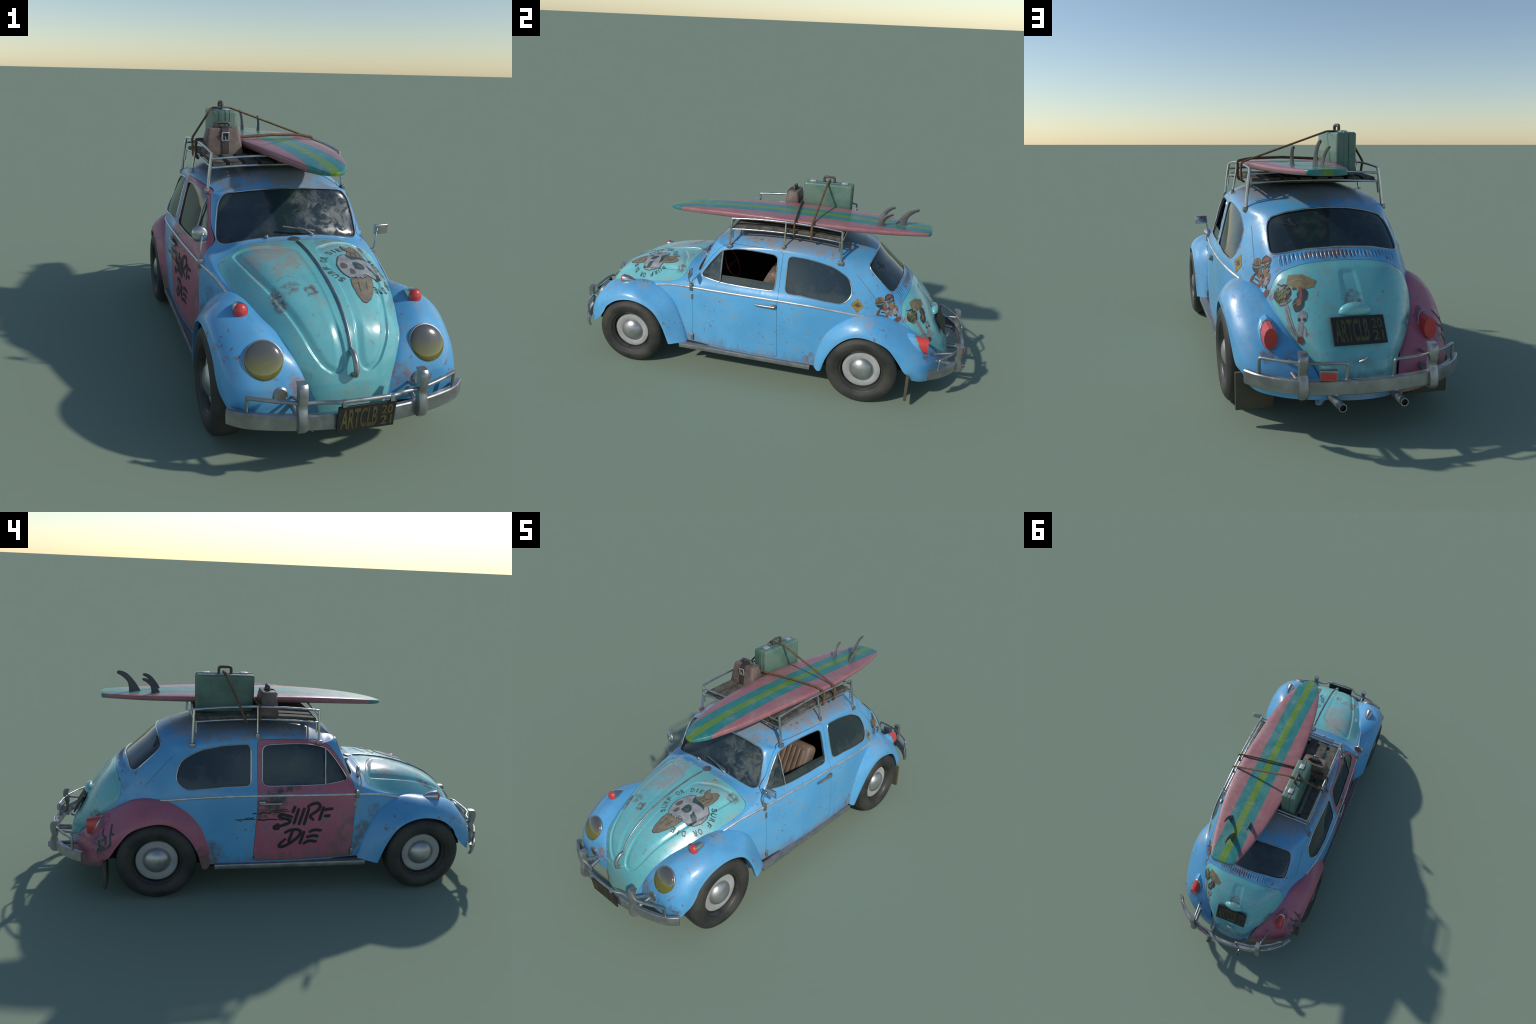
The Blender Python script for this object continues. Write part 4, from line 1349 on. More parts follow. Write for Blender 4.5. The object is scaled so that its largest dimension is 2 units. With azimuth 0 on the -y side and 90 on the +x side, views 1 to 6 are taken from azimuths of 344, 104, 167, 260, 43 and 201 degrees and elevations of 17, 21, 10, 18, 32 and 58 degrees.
# straps over the load
strap_a = [(-0.2465, 0.149, 0.733), (-0.2515, 0.156, 0.742), (-0.2500, 0.184, 0.806), (-0.160, 0.2335, 0.9215), (-0.128, 0.234, 0.9215), (-0.084, 0.2345, 0.9215), (0.234, 0.2300, 0.8105), (0.2515, 0.2300, 0.8030), (0.2515, 0.2295, 0.738), (0.238, 0.2295, 0.731)]
strap_b = [(-0.240, 0.096, 0.735), (-0.2515, 0.0955, 0.742), (-0.2515, 0.099, 0.8085), (-0.20, 0.105, 0.8085), (-0.075, 0.110, 0.8150), (0.07, 0.128, 0.8215), (0.20, 0.144, 0.8180), (0.2505, 0.148, 0.8085), (0.2515, 0.148, 0.742), (0.238, 0.148, 0.735)]
for P in (strap_a, strap_b):
    tube("tie_strap", rounded_path(P, 0.008, 3), 0.0056, strap_mat, rack, 8, squash=0.7)


# ----------------------------------------------------------------------------
# surfboard
# ----------------------------------------------------------------------------
BX = 0.0720
w_key = V([(-0.527, 0.0), (-0.523, 0.020), (-0.505, 0.038), (-0.46, 0.064), (-0.40, 0.085), (-0.29, 0.111), (-0.15, 0.130), (0.0, 0.143), (0.16, 0.152), (0.30, 0.151), (0.45, 0.137), (0.60, 0.109), (0.69, 0.085), (0.735, 0.070), (0.750, 0.063), (0.757, 0.050), (0.7585, 0.0)])
z_key = V([(-0.527, 0.7635), (-0.40, 0.776), (-0.20, 0.788), (0.10, 0.794), (0.40, 0.792), (0.60, 0.788), (0.7585, 0.787)])
h_key = V([(-0.527, 0.005), (-0.50, 0.009), (-0.40, 0.0125), (-0.2, 0.0145), (0.1, 0.0150), (0.4, 0.0135), (0.6, 0.011), (0.7585, 0.0095)])


def key(K, y):
    c = catmull(np.c_[K, np.zeros(len(K))], 12)
    return np.interp(y, c[:, 0], c[:, 1])


ys = np.unique(np.concatenate([-0.527 + 0.09 * np.linspace(0, 1, 14) ** 2, np.linspace(-0.43, 0.69, 50), 0.7585 - 0.07 * np.linspace(0, 1, 14) ** 2]))
half_prof = [(1.0, 0.10), (1.0, 0.50), (0.985, 0.78), (0.95, 0.92), (0.75, 1.02), (0.35, 1.10)]
under_prof = [(0.35, -1.06), (0.75, -1.02), (0.90, -0.94), (0.955, -0.80), (0.99, -0.45)]
prof = under_prof + half_prof + [(0.0, 1.13)] + [(-a, b) for a, b in half_prof[::-1]] + [(-a, b) for a, b in under_prof[::-1]] + [(0.0, -1.07)]
W, Zc, H = key(w_key, ys), key(z_key, ys), key(h_key, ys)
W = np.maximum(W, 0.0008)
bz = 0.79
G = V([[(a * w, y, z - bz + b * h) for a, b in prof] for y, w, z, h in zip(ys, W, Zc, H)])
n, k = G.shape[:2]
faces = grid_faces(n, k, wrap_v=True) + [tuple(range(k)), tuple((n - 1) * k + j for j in range(k))[::-1]]
surfboard = obj("surfboard", G.reshape(-1, 3), faces, surf_mat, None, True, angle=60)
surfboard.location = (BX, 0, bz)
surfboard["label"] = "pink surfboard with teal and green stripes, three fins"
surfboard["category"] = "surfboard"


def fin(length, height, x, y, z, cant):
    """raked fin: swept leading edge and hooked tip"""
    lead = catmull(V([(0, 0, 0), (0.24, 0.25, 0), (0.51, 0.49, 0), (0.98, 0.82, 0), (1.40, 0.98, 0), (1.86, 1.03, 0), (1.96, 1.00, 0)]) * V([length, height, 1]), 6)
    trail = catmull(V([(1.0, 0, 0), (1.02, 0.22, 0), (1.12, 0.46, 0), (1.44, 0.68, 0), (1.72, 0.80, 0), (1.94, 0.87, 0), (1.99, 0.93, 0)]) * V([length, height, 1]), 6)
    rows = []
    for i, (a, b) in enumerate(zip(lead, trail)):
        u = i / (len(lead) - 1)
        th = 0.0072 * (1 - 0.45 * u)
        mid, q = a * 0.62 + b * 0.38, a * 0.2 + b * 0.8
        rows.append([(0, a[0], a[1]), (th, mid[0], mid[1]), (th * 0.6, q[0], q[1]), (0, b[0], b[1]), (-th * 0.6, q[0], q[1]), (-th, mid[0], mid[1])])
    R = V(rows)
    lean = V([[1, 0, cant], [0, 1, 0], [0, 0, 1]])
    R = R @ lean.T
    n = len(R)
    f = grid_faces(n, 6, wrap_v=True) + [tuple((n - 1) * 6 + j for j in range(6))]
    return obj("fin", R.reshape(-1, 3) + V([x, y, z - bz]), f, fin_mat, surfboard, True, angle=50)


fin(0.0515, 0.0860, 0.0, 0.589, 0.7985, 0.05)
fin(0.0390, 0.0640, 0.0520, 0.503, 0.8010, 0.16)
fin(0.0390, 0.0640, -0.0500, 0.503, 0.8010, -0.16)


# ----------------------------------------------------------------------------
# suitcase
# ----------------------------------------------------------------------------
cx0, cx1, cy0, cy1, cz0, cz1 = -0.1615, -0.0835, 0.112, 0.357, 0.757, 0.9165
ctr = V([(cx0 + cx1) / 2, (cy0 + cy1) / 2, (cz0 + cz1) / 2])
v, f = bevel_box((cx1 - cx0, cy1 - cy0, cz1 - cz0), (0, 0, 0), 0.010, 4)
suitcase = obj("suitcase", v, f, case_green, None, True, angle=60)
suitcase.location = ctr
suitcase["label"] = "boxy green vintage suitcase with dark handle and latches"
suitcase["category"] = "suitcase"
Lx, Ly, Lz = (cx1 - cx0) / 2, (cy1 - cy0) / 2, (cz1 - cz0) / 2
for dx in (-0.008, 0.010):  # seam beads around the shell
    loop = rounded_polygon([(-Ly, -Lz), (Ly, -Lz), (Ly, Lz), (-Ly, Lz)], 0.011, 4)
    tube("suitcase_bead", V([(dx, p[0], p[1]) for p in loop]), 0.0019, case_dark if dx < 0 else case_green, suitcase, 6, True)
for dy in (-0.080, 0.080):
    v, f = bevel_box((0.024, 0.030, 0.007), (0.002, dy, Lz + 0.0025), 0.0015)
    obj("suitcase_latch", v, f, silver, suitcase, True, angle=35)
grip = rounded_path([(0, -0.026, Lz - 0.002), (0, -0.026, Lz + 0.0275), (0, 0.026, Lz + 0.0275), (0, 0.026, Lz - 0.002)], 0.010)
tube("suitcase_handle", grip, 0.0062, handle_mat, suitcase, 8)


# ----------------------------------------------------------------------------
# brown leather bag
# ----------------------------------------------------------------------------
bag_c = V([-0.1570, 0.0560, 0.757])
rows = []
for z, hx, hy in ((0.0, 0.0745, 0.040), (0.006, 0.0765, 0.042), (0.05, 0.070, 0.0365), (0.090, 0.0620, 0.0290), (0.099, 0.0590, 0.0270), (0.100, 0.050, 0.022)):
    rp = rounded_polygon([(-hx, -hy), (hx, -hy), (hx, hy), (-hx, hy)], 0.014, 4)
    rows.append([(p[0], p[1], z) for p in rp])
R = V(rows)
n, k = R.shape[:2]
faces = grid_faces(n, k, wrap_v=True) + [tuple((n - 1) * k + j for j in range(k)), tuple(range(k))[::-1]]
bag = obj("leather_bag", R.reshape(-1, 3), faces, leather, None, True, angle=50)
bag.location = bag_c
bag["label"] = "small worn brown leather bag with buckle strap"
bag["category"] = "bag"
strap = V([(0.004, 0.016, 0.102), (0.004, -0.020, 0.1025), (0.004, -0.0315, 0.094), (0.004, -0.0375, 0.055), (0.004, -0.0435, 0.012), (0.004, -0.044, 0.004)])
rows = []
C = catmull(strap, 5)
for p in C:
    rows.append([p + V([-0.0135, 0, 0]), p + V([-0.0130, -0.002, 0.0015]), p + V([0.0130, -0.002, 0.0015]), p + V([0.0135, 0, 0])])
R = V(rows)
obj("bag_strap", R.reshape(-1, 3), grid_faces(len(R), 4), leather_dark, bag, True, angle=40)
bk = rounded_path([(-0.0125, 0, -0.0145), (0.0125, 0, -0.0145), (0.0125, 0, 0.0145), (-0.0125, 0, 0.0145), (-0.0125, 0, -0.0145)], 0.003)
tilt = Matrix.Rotation(math.radians(8), 3, "X")
tube("bag_buckle", bk @ V(tilt).T + V([0.004, -0.0395, 0.070]), 0.0032, silver, bag, 6)
tube("buckle_pin", V([(0.004, -0.041, 0.056), (0.004, -0.0415, 0.070)]), 0.0016, silver, bag, 6)
grip = rounded_path([(-0.030, 0, 0.097), (-0.027, 0, 0.119), (0.027, 0, 0.119), (0.030, 0, 0.097)], 0.010)
tube("bag_handle", grip, 0.0060, handle_mat, bag, 8)
v, f = bevel_box((0.075, 0.013, 0.009), (0, 0, 0.1015), 0.003)
obj("bag_frame", v, f, leather_dark, bag, True, angle=40)


# ----------------------------------------------------------------------------
# louvres between rear window and engine lid
# ----------------------------------------------------------------------------
def on_shell(s, x):
    """point and normal of the body loft at station coordinate s and lateral position x"""
    i = np.interp(s, S_AX, np.arange(len(S_AX)))
    a, b = int(i), min(int(i) + 1, len(S_AX) - 1)
    w = i - a
    rowP = BODY[a] * (1 - w) + BODY[b] * w
    rowN = BODY_N[a] * (1 - w) + BODY_N[b] * w
    h = len(T_AX) // 2
    k0, k1 = h - 33, h + 34
    p = V([np.interp(x, rowP[k0:k1, 0], rowP[k0:k1, c]) for c in range(3)])
    n = V([np.interp(x, rowP[k0:k1, 0], rowN[k0:k1, c]) for c in range(3)])
    return p, n / np.linalg.norm(n)


louvre_rust_mat = simple("louvre_rust", (0.105, 0.050, 0.038), 0.8, 0, 0.5, 60, dirt=(0.14, 0.17, 0.22))
sg = s_("rear_glass_base")
louvre_src = None
for k in range(31):
    x = (k - 15) * 0.0132
    lo, hi = sg + 0.15, sg + 0.90 - 0.12 * abs(x) / 0.2
    pts, nrm = zip(*[on_shell(u, x) for u in np.linspace(lo, hi, 7)])
    pts, nrm = V(pts), V(nrm)
    r = 0.0036 * V([0.35, 0.8, 1, 1, 1, 0.8, 0.35])
    v, f = tube_mesh(pts - nrm * 0.0022, r, 8)
    obj("vent_louvre", v, f, paint_blue, body, True)
    if k == 30:
        continue
    xs = x + 0.0066
    end = hi - RNG.uniform(0.02, 0.38)
    pts, nrm = zip(*[on_shell(u, xs) for u in np.linspace(lo + 0.03, end, 6)])
    pts, nrm = V(pts) + V(nrm) * 0.0004, V(nrm)
    half = (RNG.uniform(0.0010, 0.0034) if x > -0.10 else RNG.uniform(0.0005, 0.0016)) * V([0.6, 1, 1, 0.9, 0.7, 0.3])
    side_v = V([1.0, 0, 0])
    vv = np.concatenate([np.stack([p - side_v * h, p + n * 0.0004, p + side_v * h]) for p, n, h in zip(pts, nrm, half)])
    obj("vent_rust_strip", vv, grid_faces(6, 3), louvre_rust_mat, body, True)  # flat rust-dark strip laid between the ribs, no opening cut


# ----------------------------------------------------------------------------
# stickers and lettering, laid on the panels
# ----------------------------------------------------------------------------
bpy.context.view_layer.update()


def tree(objects):
    vs, fs, k = [], [], 0
    for o in objects:
        vs += [tuple(v.co) for v in o.data.vertices]
        fs += [tuple(i + k for i in p.vertices) for p in o.data.polygons]
        k = len(vs)
    return BVHTree.FromPolygons(vs, fs)


class Decal:
    """flat artwork frame (millimetres) that is pressed onto a panel along its normal"""

    def __init__(self, panels, origin, right, normal):
        self.bvh = tree(panels)
        self.parent = panels[0]
        n = V(normal, float)
        self.n = n / np.linalg.norm(n)
        r = V(right, float)
        r = r - self.n * (r @ self.n)
        self.r = r / np.linalg.norm(r)
        self.u = np.cross(self.n, self.r)
        self.o = V(origin, float)

    def press(self, name, v2, faces, mat, lift):
        out = []
        for a, b in v2:
            p = self.o + self.r * a * 0.001 + self.u * b * 0.001
            loc, nor, _, _ = self.bvh.ray_cast(Vector(p + self.n * 0.06), Vector(-self.n), 0.14)
            if loc is None:
                loc, nor, _, _ = self.bvh.find_nearest(Vector(p))
            if nor.dot(Vector(self.n)) < 0:
                nor = -nor
            out.append(V(loc) + V(nor) * lift)
        return obj(name, out, faces, mat, self.parent, True)

    def shape(self, name, outline, mat, layer=1, cell=7.0, smooth=0):
        P = V(outline, float)
        if smooth:
            Q = np.c_[P, np.zeros(len(P))]
            P = catmull(np.vstack([Q, Q[:1]]), smooth, before=Q[-1], after=Q[1])[:-1, :2]
        bm = bmesh.new()
        vs = [bm.verts.new((a, b, 0)) for a, b in P]
        f = bm.faces.new(vs)
        f.normal_update()
        if f.normal.z < 0:
            f.normal_flip()
        bmesh.ops.triangulate(bm, faces=[f])
        for _ in range(5):
            long = [e for e in bm.edges if e.calc_length() > cell]
            if not long:
                break
            bmesh.ops.subdivide_edges(bm, edges=long, cuts=1)
            bmesh.ops.triangulate(bm, faces=bm.faces[:])
        bm.verts.index_update()
        v = [(x.co.x, x.co.y) for x in bm.verts]
        fs = [tuple(q.index for q in f.verts) for f in bm.faces]
        bm.free()
        return self.press(name, v, fs, mat, 0.0007 + 0.0004 * layer)

    def blob(self, name, cx, cy, rx, ry, mat, layer=1, n=14, turn=0.0, rag=0.0):
        a = np.linspace(0, 2 * math.pi, n, endpoint=False)
        k = 1 + rag * RNG.uniform(-1, 1, n)
        x, y = rx * k * np.cos(a), ry * k * np.sin(a)
        c, s = math.cos(turn), math.sin(turn)
        return self.shape(name, np.stack([cx + c * x - s * y, cy + s * x + c * y], 1), mat, layer)

    def stroke(self, name, path, width, mat, layer=1, smooth=4):
        P = V(path, float)
        Q = np.c_[P, np.zeros(len(P))]
        C = catmull(Q, smooth)[:, :2] if len(P) > 2 else np.stack([np.linspace(P[0][k], P[1][k], 8) for k in (0, 1)], 1)
        T = np.gradient(C, axis=0)
        T /= np.linalg.norm(T, axis=1)[:, None] + 1e-9
        N = np.stack([-T[:, 1], T[:, 0]], 1)
        w = width * 0.5 * np.interp(np.linspace(0, 1, len(C)), [0, 0.06, 0.9, 1], [0.75, 1, 1, 0.7])
        v = np.concatenate([np.stack([c + n * h, c - n * h]) for c, n, h in zip(C, N, w)])
        f = [(2 * i, 2 * i + 1, 2 * i + 3, 2 * i + 2) for i in range(len(C) - 1)]
        return self.press(name, v, f, mat, 0.0007 + 0.0004 * layer)

    def arc_text(self, name, txt, radius, a0, a1, height, mat, layer=1):
        """letters set clockwise on a circle, tops outwards, from angle a0 to a1 (degrees)"""
        n = len(txt)
        for k, ch in enumerate(txt):
            if ch == " ":
                continue
            ang = math.radians(a0 + (a1 - a0) * k / (n - 1))
            v, f = text_mesh(ch, 0.02)
            w = {"I": 0.22}.get(ch, 0.72) * height
            v = fit(v, w, height)[:, :2]
            bm = bmesh.new()
            vs = [bm.verts.new((p[0], p[1], 0)) for p in v]
            for q in f:
                bm.faces.new([vs[i] for i in q])
            bmesh.ops.triangulate(bm, faces=bm.faces[:])
            for _ in range(3):
                long = [e for e in bm.edges if e.calc_length() > 4.0]
                if not long:
                    break
                bmesh.ops.subdivide_edges(bm, edges=long, cuts=1)
                bmesh.ops.triangulate(bm, faces=bm.faces[:])
            bm.verts.index_update()
            v = V([(p.co.x, p.co.y) for p in bm.verts])
            f = [tuple(q.index for q in t.verts) for t in bm.faces]
            bm.free()
            c, s = math.cos(ang - math.pi / 2), math.sin(ang - math.pi / 2)
            v = np.stack([c * v[:, 0] - s * (v[:, 1] + radius), s * v[:, 0] + c * (v[:, 1] + radius)], 1)
            self.press(name, v, f, mat, 0.0007 + 0.0004 * layer)


bone = flat("sticker_bone_white", (0.36, 0.38, 0.40))
tan = flat("sticker_tan", (0.27, 0.21, 0.125))
olive = flat("sticker_olive_shade", (0.15, 0.14, 0.09))
ink_faded = flat("sticker_faded_ink", (0.10, 0.17, 0.16))
outline = flat("sticker_outline", (0.085, 0.105, 0.09))

hood_art = Decal([hood], (0.130, -0.602, 0.4755), (0.338, 0.922, 0.190), (0.265, -0.287, 0.921))
low_board = [(-85, 27), (-62, -12), (-45, -30), (-47, -40), (-77, -44), (-114, -43), (-150, -36), (-171, -23), (-171, -11), (-149, 6), (-114, 22)]
high_board = [(46, 38), (86, 31), (122, 27), (144, 16), (148, 3), (131, -13), (101, -23), (58, -28), (52, -14), (48, 6), (52, 12)]
grow = lambda P, k: (V(P, float) - np.mean(P, 0)) * k + np.mean(P, 0)
for P in (low_board, high_board):
    hood_art.shape("sticker_board_edge", grow(P, 1.06), outline, 0)
    hood_art.shape("sticker_board", P, tan, 1)
fin_art = [(92, 32), (104, 45), (128, 47), (119, 32), (119, 14), (99, 3), (87, 12)]
hood_art.shape("sticker_fin_edge", grow(fin_art, 1.15), outline, 2, smooth=3)
hood_art.shape("sticker_fin", fin_art, tan, 3, smooth=3)
for P in ([(-133, -4), (-112, 1), (-90, 5)], [(-113, -24), (-78, -20)], [(60, 20), (84, 21)], [(62, -14), (96, -10), (120, 4)], [(58, 2), (80, 6)]):
    hood_art.stroke("sticker_grain", P, 3.0, ink, 2)
skull = [(35, 62), (55, 49), (57, 33), (42, 32), (29, 22), (45, 2), (57, -24), (78, -29), (70, -53), (50, -73), (18, -83), (-14, -80), (-34, -66), (-39, -51), (-44, -41), (-40, -25), (-46, -13), (-56, -19), (-60, -12), (-66, -14), (-66, -3), (-71, 5), (-71, 14), (-77, 29), (-65, 46), (-53, 54), (-39, 61), (-18, 67), (7, 66)]
hood_art.shape("sticker_skull_edge", grow(skull, 1.045), outline, 2)
hood_art.shape("sticker_skull", skull, bone, 3)
hood_art.shape("sticker_socket", [(-1, 20), (14, 17), (17, 0), (7, -16), (-13, -18), (-24, -2), (-25, 13), (-14, 15)], ink, 4, smooth=3)
hood_art.blob("sticker_socket_glow", -7, -3, 9, 9, olive, 5, rag=0.25)
hood_art.shape("sticker_socket", [(-8, -34), (4, -30), (17, -22), (14, -36), (16, -51), (6, -66), (-12, -66)], ink, 4)
hood_art.shape("sticker_socket", [(-34, 53), (-5, 57), (-1, 48), (-13, 37), (-30, 39)], olive, 4, smooth=3)
hood_art.shape("sticker_socket", [(-57, 26), (-29, 28), (-32, 17), (-52, 11)], olive, 4, smooth=3)
hood_art.shape("sticker_shade", [(-40, -53), (-33, -67), (-19, -77), (4, -72), (10, -63), (-11, -64), (-26, -61)], ink, 4)
hood_art.shape("sticker_shade", [(42, 36), (58, 44), (52, 24), (60, 4), (66, -22), (56, -38), (50, -14), (40, 4), (30, 18)], ink, 4)
for a, b in ((-60, -16), (-68, -6), (-73, 8), (-52, -20)):
    hood_art.stroke("sticker_tooth_gap", [(a - 3, b - 4), (a + 6, b + 7)], 2.2, ink, 4)
hood_art.arc_text("sticker_letter", "SURF OR DIE", 108, 150, 32, 23, ink_faded, 1)
hood_art.arc_text("sticker_letter", "SURF OR DIE", 110, -28, -150, 23, ink, 1)

# spray tag on the right door (millimetres: right = forwards, up = z)
tag = Decal([door[-1], body], (-0.345, 0.0, 0.0), (0, -1, 0), (-1, 0, 0))
TAG = [
    [(54, 400), (43, 369)], [(46, 350), (18, 359), (-6, 364), (-15, 356), (2, 347), (34, 336), (30, 325), (2, 314), (-18, 306)], [(-12, 321), (-34, 307), (-29, 300), (-9, 301)],
    [(70, 389), (51, 316)], [(95, 390), (73, 313)], [(115, 389), (96, 311)], [(106, 391), (126, 404), (154, 407), (164, 394), (156, 377), (122, 351), (140, 331)],
    [(181, 392), (163, 328)], [(168, 373), (190, 378), (224, 380)], [(184, 348), (213, 349)],
    [(49, 290), (33, 234)], [(12, 278), (39, 291), (73, 291), (83, 281), (75, 260), (43, 232), (12, 215), (-5, 214), (-6, 224), (21, 252)], [(100, 284), (83, 222)],
    [(121, 277), (143, 286), (179, 282)], [(110, 254), (141, 260), (166, 255)], [(98, 223), (124, 236), (160, 230)],
]
for P in TAG:
    tag.stroke("spray_stroke", P, 13.5, spray, 1)
for z, x0, x1, w in ((346, -200, -100, 4), (342, -110, -25, 6), (341, -30, 45, 4), (372, -128, -48, 5), (376, -60, 30, 3.5), (352, -160, -120, 3), (384, -40, 20, 4)):
    k = 7
    xs = np.linspace(x0, x1, k)
    tag.stroke("scrape", np.stack([xs, z + RNG.uniform(-3, 3, k)], 1), w, spray, 0, 3)

# marks on the right rear fender
ft = Decal([fenders["rear", -1]], (-0.335, 0.735, 0.26), (0.55, -0.83, 0), (-0.8, 0.5, 0.3))
wash = flat("faded_tag_ink", (0.06, 0.075, 0.095))
for P in ([(-52, -34), (-42, -20), (-34, -30)], [(-30, 10), (-34, -10), (-30, -34)], [(-34, -8), (-22, -20), (-16, -36)], [(2, 44), (-6, 20), (4, 4), (-8, -20)], [(-16, 0), (8, 6)], [(40, 44), (32, 20), (22, -4), (12, -28)], [(30, 12), (42, 0)], [(10, -26), (-6, -34)]):
    ft.stroke("spray_stroke", V(P) * 1.1 + V([8, 0]), 8, wash, 1)

# stickers on the left rear quarter and the engine lid
amber, maroon, dusk = flat("sticker_amber", (0.36, 0.20, 0.06)), flat("sticker_red", (0.36, 0.06, 0.07)), flat("sticker_dark", (0.045, 0.06, 0.065))
leaf, yellow = flat("sticker_green", (0.15, 0.20, 0.035)), flat("sticker_yellow", (0.45, 0.28, 0.015))
ochre, skin = flat("sticker_ochre", (0.30, 0.22, 0.08)), flat("sticker_orange", (0.38, 0.15, 0.05))
greyish, rusty = flat("sticker_pale_grey", (0.34, 0.36, 0.37)), flat("sticker_brown", (0.19, 0.085, 0.045))

sign = Decal([body], (0.304, 0.4725, 0.4645), (0, 1, 0), (0.93, 0.30, 0.22))
sign.shape("warning_sign", [(-31, 4), (0, 33), (31, -2), (2, -33)], yellow, 1)
sign.stroke("sign_surfer", [(-15, 1), (2, 4), (16, -2)], 5, dusk, 2)
sign.blob("sign_surfer", 1, 10, 3.6, 3.6, dusk, 2)
sign.stroke("sign_surfer", [(2, 8), (0, 0), (-6, -8)], 4.5, dusk, 2)
sign.stroke("sign_surfer", [(1, 2), (8, -9)], 4, dusk, 2)

quarter = Decal([body], (0.246, 0.610, 0.455), (-0.45, 0.89, 0), (0.80, 0.42, 0.42))
# badge of a sunset
quarter.blob("sticker_disc", -40, 22, 23, 25, dusk, 0)
quarter.shape("sticker_disc_part", [(-61, 22), (-55, 38), (-40, 46), (-25, 40), (-18, 24)], amber, 1)
quarter.shape("sticker_disc_part", [(-52, 26), (-42, 42), (-32, 34), (-26, 22)], rusty, 2)
quarter.stroke("sticker_disc_part", [(-60, 16), (-40, 14), (-20, 18)], 6, flat("sticker_sea", (0.10, 0.26, 0.30)), 2)
# helmet
quarter.blob("sticker_helmet", 4, 38, 24, 22, dusk, 0, rag=0.08)
quarter.shape("sticker_helmet_part", [(-16, 32), (-6, 50), (10, 56), (20, 46), (6, 42)], maroon, 1)
quarter.stroke("sticker_helmet_part", [(-16, 24), (2, 28), (22, 38)], 6, greyish, 2)
quarter.stroke("sticker_helmet_part", [(-2, 14), (10, 20), (18, 30)], 7, leaf, 2)
# hearts and ribbon
quarter.blob("sticker_petal", -16, 2, 11, 12, skin, 1, rag=0.15)
quarter.blob("sticker_petal", 10, 6, 11, 10, amber, 1, rag=0.12)
quarter.blob("sticker_petal", -18, -10, 9, 9, maroon, 2, rag=0.15)
quarter.blob("sticker_ribbon", -2, -8, 14, 8, dusk, 0, rag=0.2)
# dog face
quarter.blob("sticker_face", 30, -16, 17, 24, skin, 1, rag=0.08)
quarter.blob("sticker_face", 31, -22, 11, 15, greyish, 2, rag=0.1)
quarter.blob("sticker_face", 34, -38, 7, 6, dusk, 2)
# camera frame
quarter.stroke("sticker_frame", [(-44, -14), (-52, -34), (-40, -40), (0, -48)], 13, rusty, 1)
quarter.stroke("sticker_frame", [(-44, -12), (-30, -4), (-22, -12)], 9, dusk, 1)
quarter.blob("sticker_frame", 2, -28, 10, 11, skin, 2)
quarter.stroke("sticker_frame", [(-36, -22), (-10, -28)], 5, dusk, 1)
quarter.shape("sticker_scrap", [(22, -62), (38, -50), (58, -46), (60, -60), (44, -76), (28, -78)], rusty, 1)

rear_art = Decal([lid], (0.178, 0.745, 0.405), (-0.74, 0.62, 0.0), (0.50, 0.60, 0.62))
rear_art.shape("sticker_hexagon", [(-32, 66), (12, 76), (60, 66), (58, 42), (22, 22), (-30, 36)], ochre, 1)
rear_art.stroke("sticker_hexagon_mark", [(-14, 46), (10, 58), (36, 50)], 5, flat("sticker_sand", (0.33, 0.29, 0.19)), 2)
rear_art.blob("sticker_wreath", -34, 4, 31, 32, dusk, 0, rag=0.12)
for k in range(11):
    a, r = k * 2.4, 5 + 2.0 * k
    rear_art.blob("sticker_leaf", -36 + r * math.cos(a) * 0.95, 4 + r * math.sin(a), 8, 6, leaf, 1 + k % 3, 9, a, 0.25)
rear_art.stroke("sticker_wreath_edge", [(-40, -28), (-18, -24), (-2, -8)], 5, greyish, 3)
rear_art.stroke("sticker_wreath_edge", [(-40, -32), (-16, -28)], 3, maroon, 3)
rear_art.shape("sticker_flag", [(-62, 34), (-44, 26), (-30, 30), (-46, 10)], greyish, 2)
rear_art.stroke("sticker_flag", [(-62, 35), (-46, 30), (-30, 33)], 4, dusk, 3)
rear_art.blob("sticker_cloud", -74, 2, 9, 14, greyish, 1, rag=0.15)
rear_art.blob("sticker_racket", 32, 8, 18, 22, dusk, 1, rag=0.12)
rear_art.stroke("sticker_racket", [(18, 34), (26, 14), (30, -6)], 9, maroon, 2)
rear_art.blob("sticker_racket", 26, -24, 19, 22, dusk, 1, rag=0.1)
rear_art.blob("sticker_racket", 27, -16, 9, 12, skin, 2, rag=0.15)

bits = [amber, maroon, dusk, leaf, greyish, rusty, skin, ochre]
for k in range(16):  # scraps of smaller stickers filling the gaps
    quarter.blob("sticker_scrap", RNG.uniform(-34, 40), RNG.uniform(-44, 30), RNG.uniform(3, 7), RNG.uniform(3, 7), bits[k % 8], 3, 8, RNG.uniform(0, 3), 0.3)
for k in range(12):
    rear_art.blob("sticker_scrap", RNG.uniform(-60, 20), RNG.uniform(-26, 30), RNG.uniform(2.5, 6), RNG.uniform(2.5, 6), bits[(k * 3) % 8], 4, 8, RNG.uniform(0, 3), 0.3)

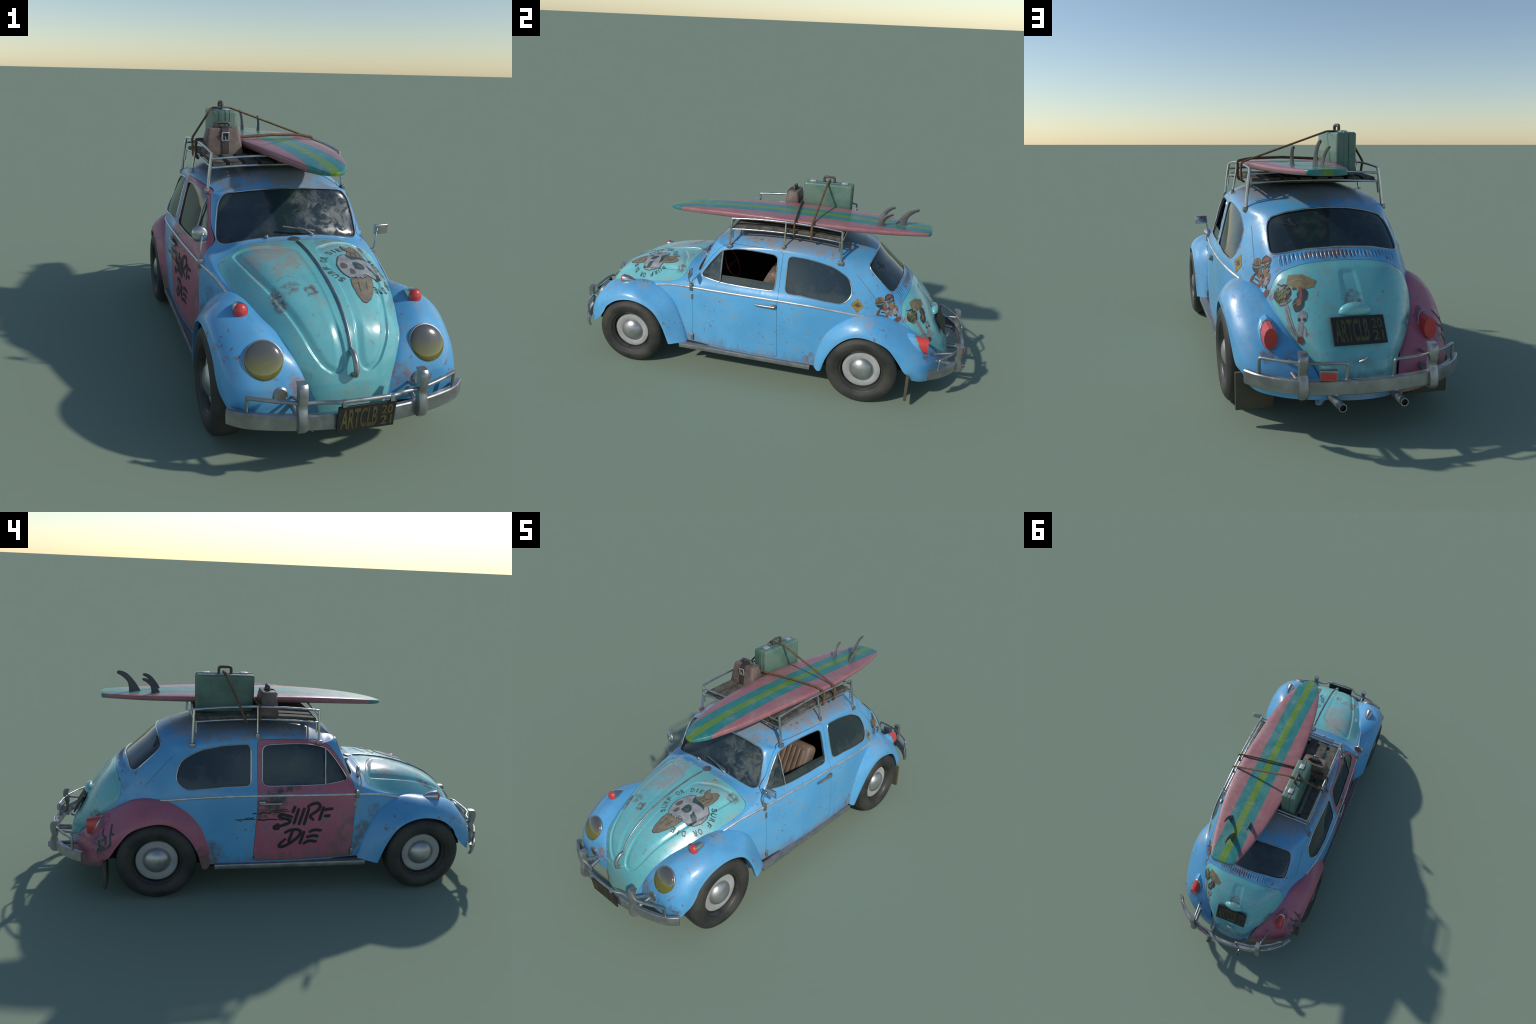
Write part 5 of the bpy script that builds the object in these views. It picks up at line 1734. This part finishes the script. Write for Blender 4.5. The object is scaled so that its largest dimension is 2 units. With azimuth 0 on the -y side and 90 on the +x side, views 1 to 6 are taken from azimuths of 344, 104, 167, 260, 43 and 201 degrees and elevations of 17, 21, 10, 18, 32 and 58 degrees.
low_art = Decal([lid], (0.178, 0.782, 0.325), (-0.72, 0.69, 0.0), (0.55, 0.70, 0.45))
low_art.shape("sticker_longboard", [(-48, 56), (-40, 60), (-30, 50), (-14, 16), (6, -16), (24, -46), (20, -50), (4, -36), (-18, -8), (-38, 26)], greyish, 1)
low_art.stroke("sticker_longboard_line", [(-36, 40), (-14, 4), (12, -34)], 3.0, flat("sticker_grey_line", (0.16, 0.18, 0.18)), 2)
low_art.blob("sticker_alien_head", 22, 26, 15, 20, greyish, 1, turn=-0.15)
low_art.blob("sticker_alien_eye", 14, 16, 5, 6, dusk, 2)
low_art.blob("sticker_alien_eye", 31, 19, 6, 5, dusk, 2)
low_art.shape("sticker_alien_body", [(14, 4), (28, 6), (32, -12), (34, -34), (20, -40), (14, -22)], greyish, 1)
low_art.stroke("sticker_alien_body", [(34, 0), (42, -16), (46, -30)], 4, greyish, 1)
low_art.shape("sticker_shorts", [(18, -34), (34, -32), (44, -46), (34, -56), (18, -50)], flat("sticker_dull_red", (0.22, 0.05, 0.05)), 2)

# swallow silhouette on the rear window, rear quarter seam groove painted as a darker line
bird = Decal([rear_window], (0.135, 0.545, 0.605), (-1, 0.2, 0), (0.25, 0.75, 0.6))
shadow = flat("window_sticker_black", (0.006, 0.007, 0.008))
bird.blob("window_sticker", -4, 18, 7, 7, shadow, 1, rag=0.1)
bird.stroke("window_sticker", [(-8, 14), (0, 4), (10, -8), (18, -14)], 8, shadow, 1)
bird.stroke("window_sticker", [(-30, 0), (-12, -2), (10, -8), (32, 0)], 4.5, shadow, 1)
bird.stroke("window_sticker", [(2, 10), (6, 0), (12, -6)], 5, shadow, 1)
seam = flat("panel_seam_shade", (0.07, 0.20, 0.36))
for side in (1, -1):
    q = Decal([body], (side * 0.275, 0.50, 0.53), (0, 1, 0), (side * 0.85, 0.30, 0.42))
    sg_ = 1 if side > 0 else -1
    q.stroke("quarter_seam_line", [(a, side * b) for a, b in ((-46, 66), (-10, 34), (30, -4), (80, -52))], 1.6, seam, 0, 6)
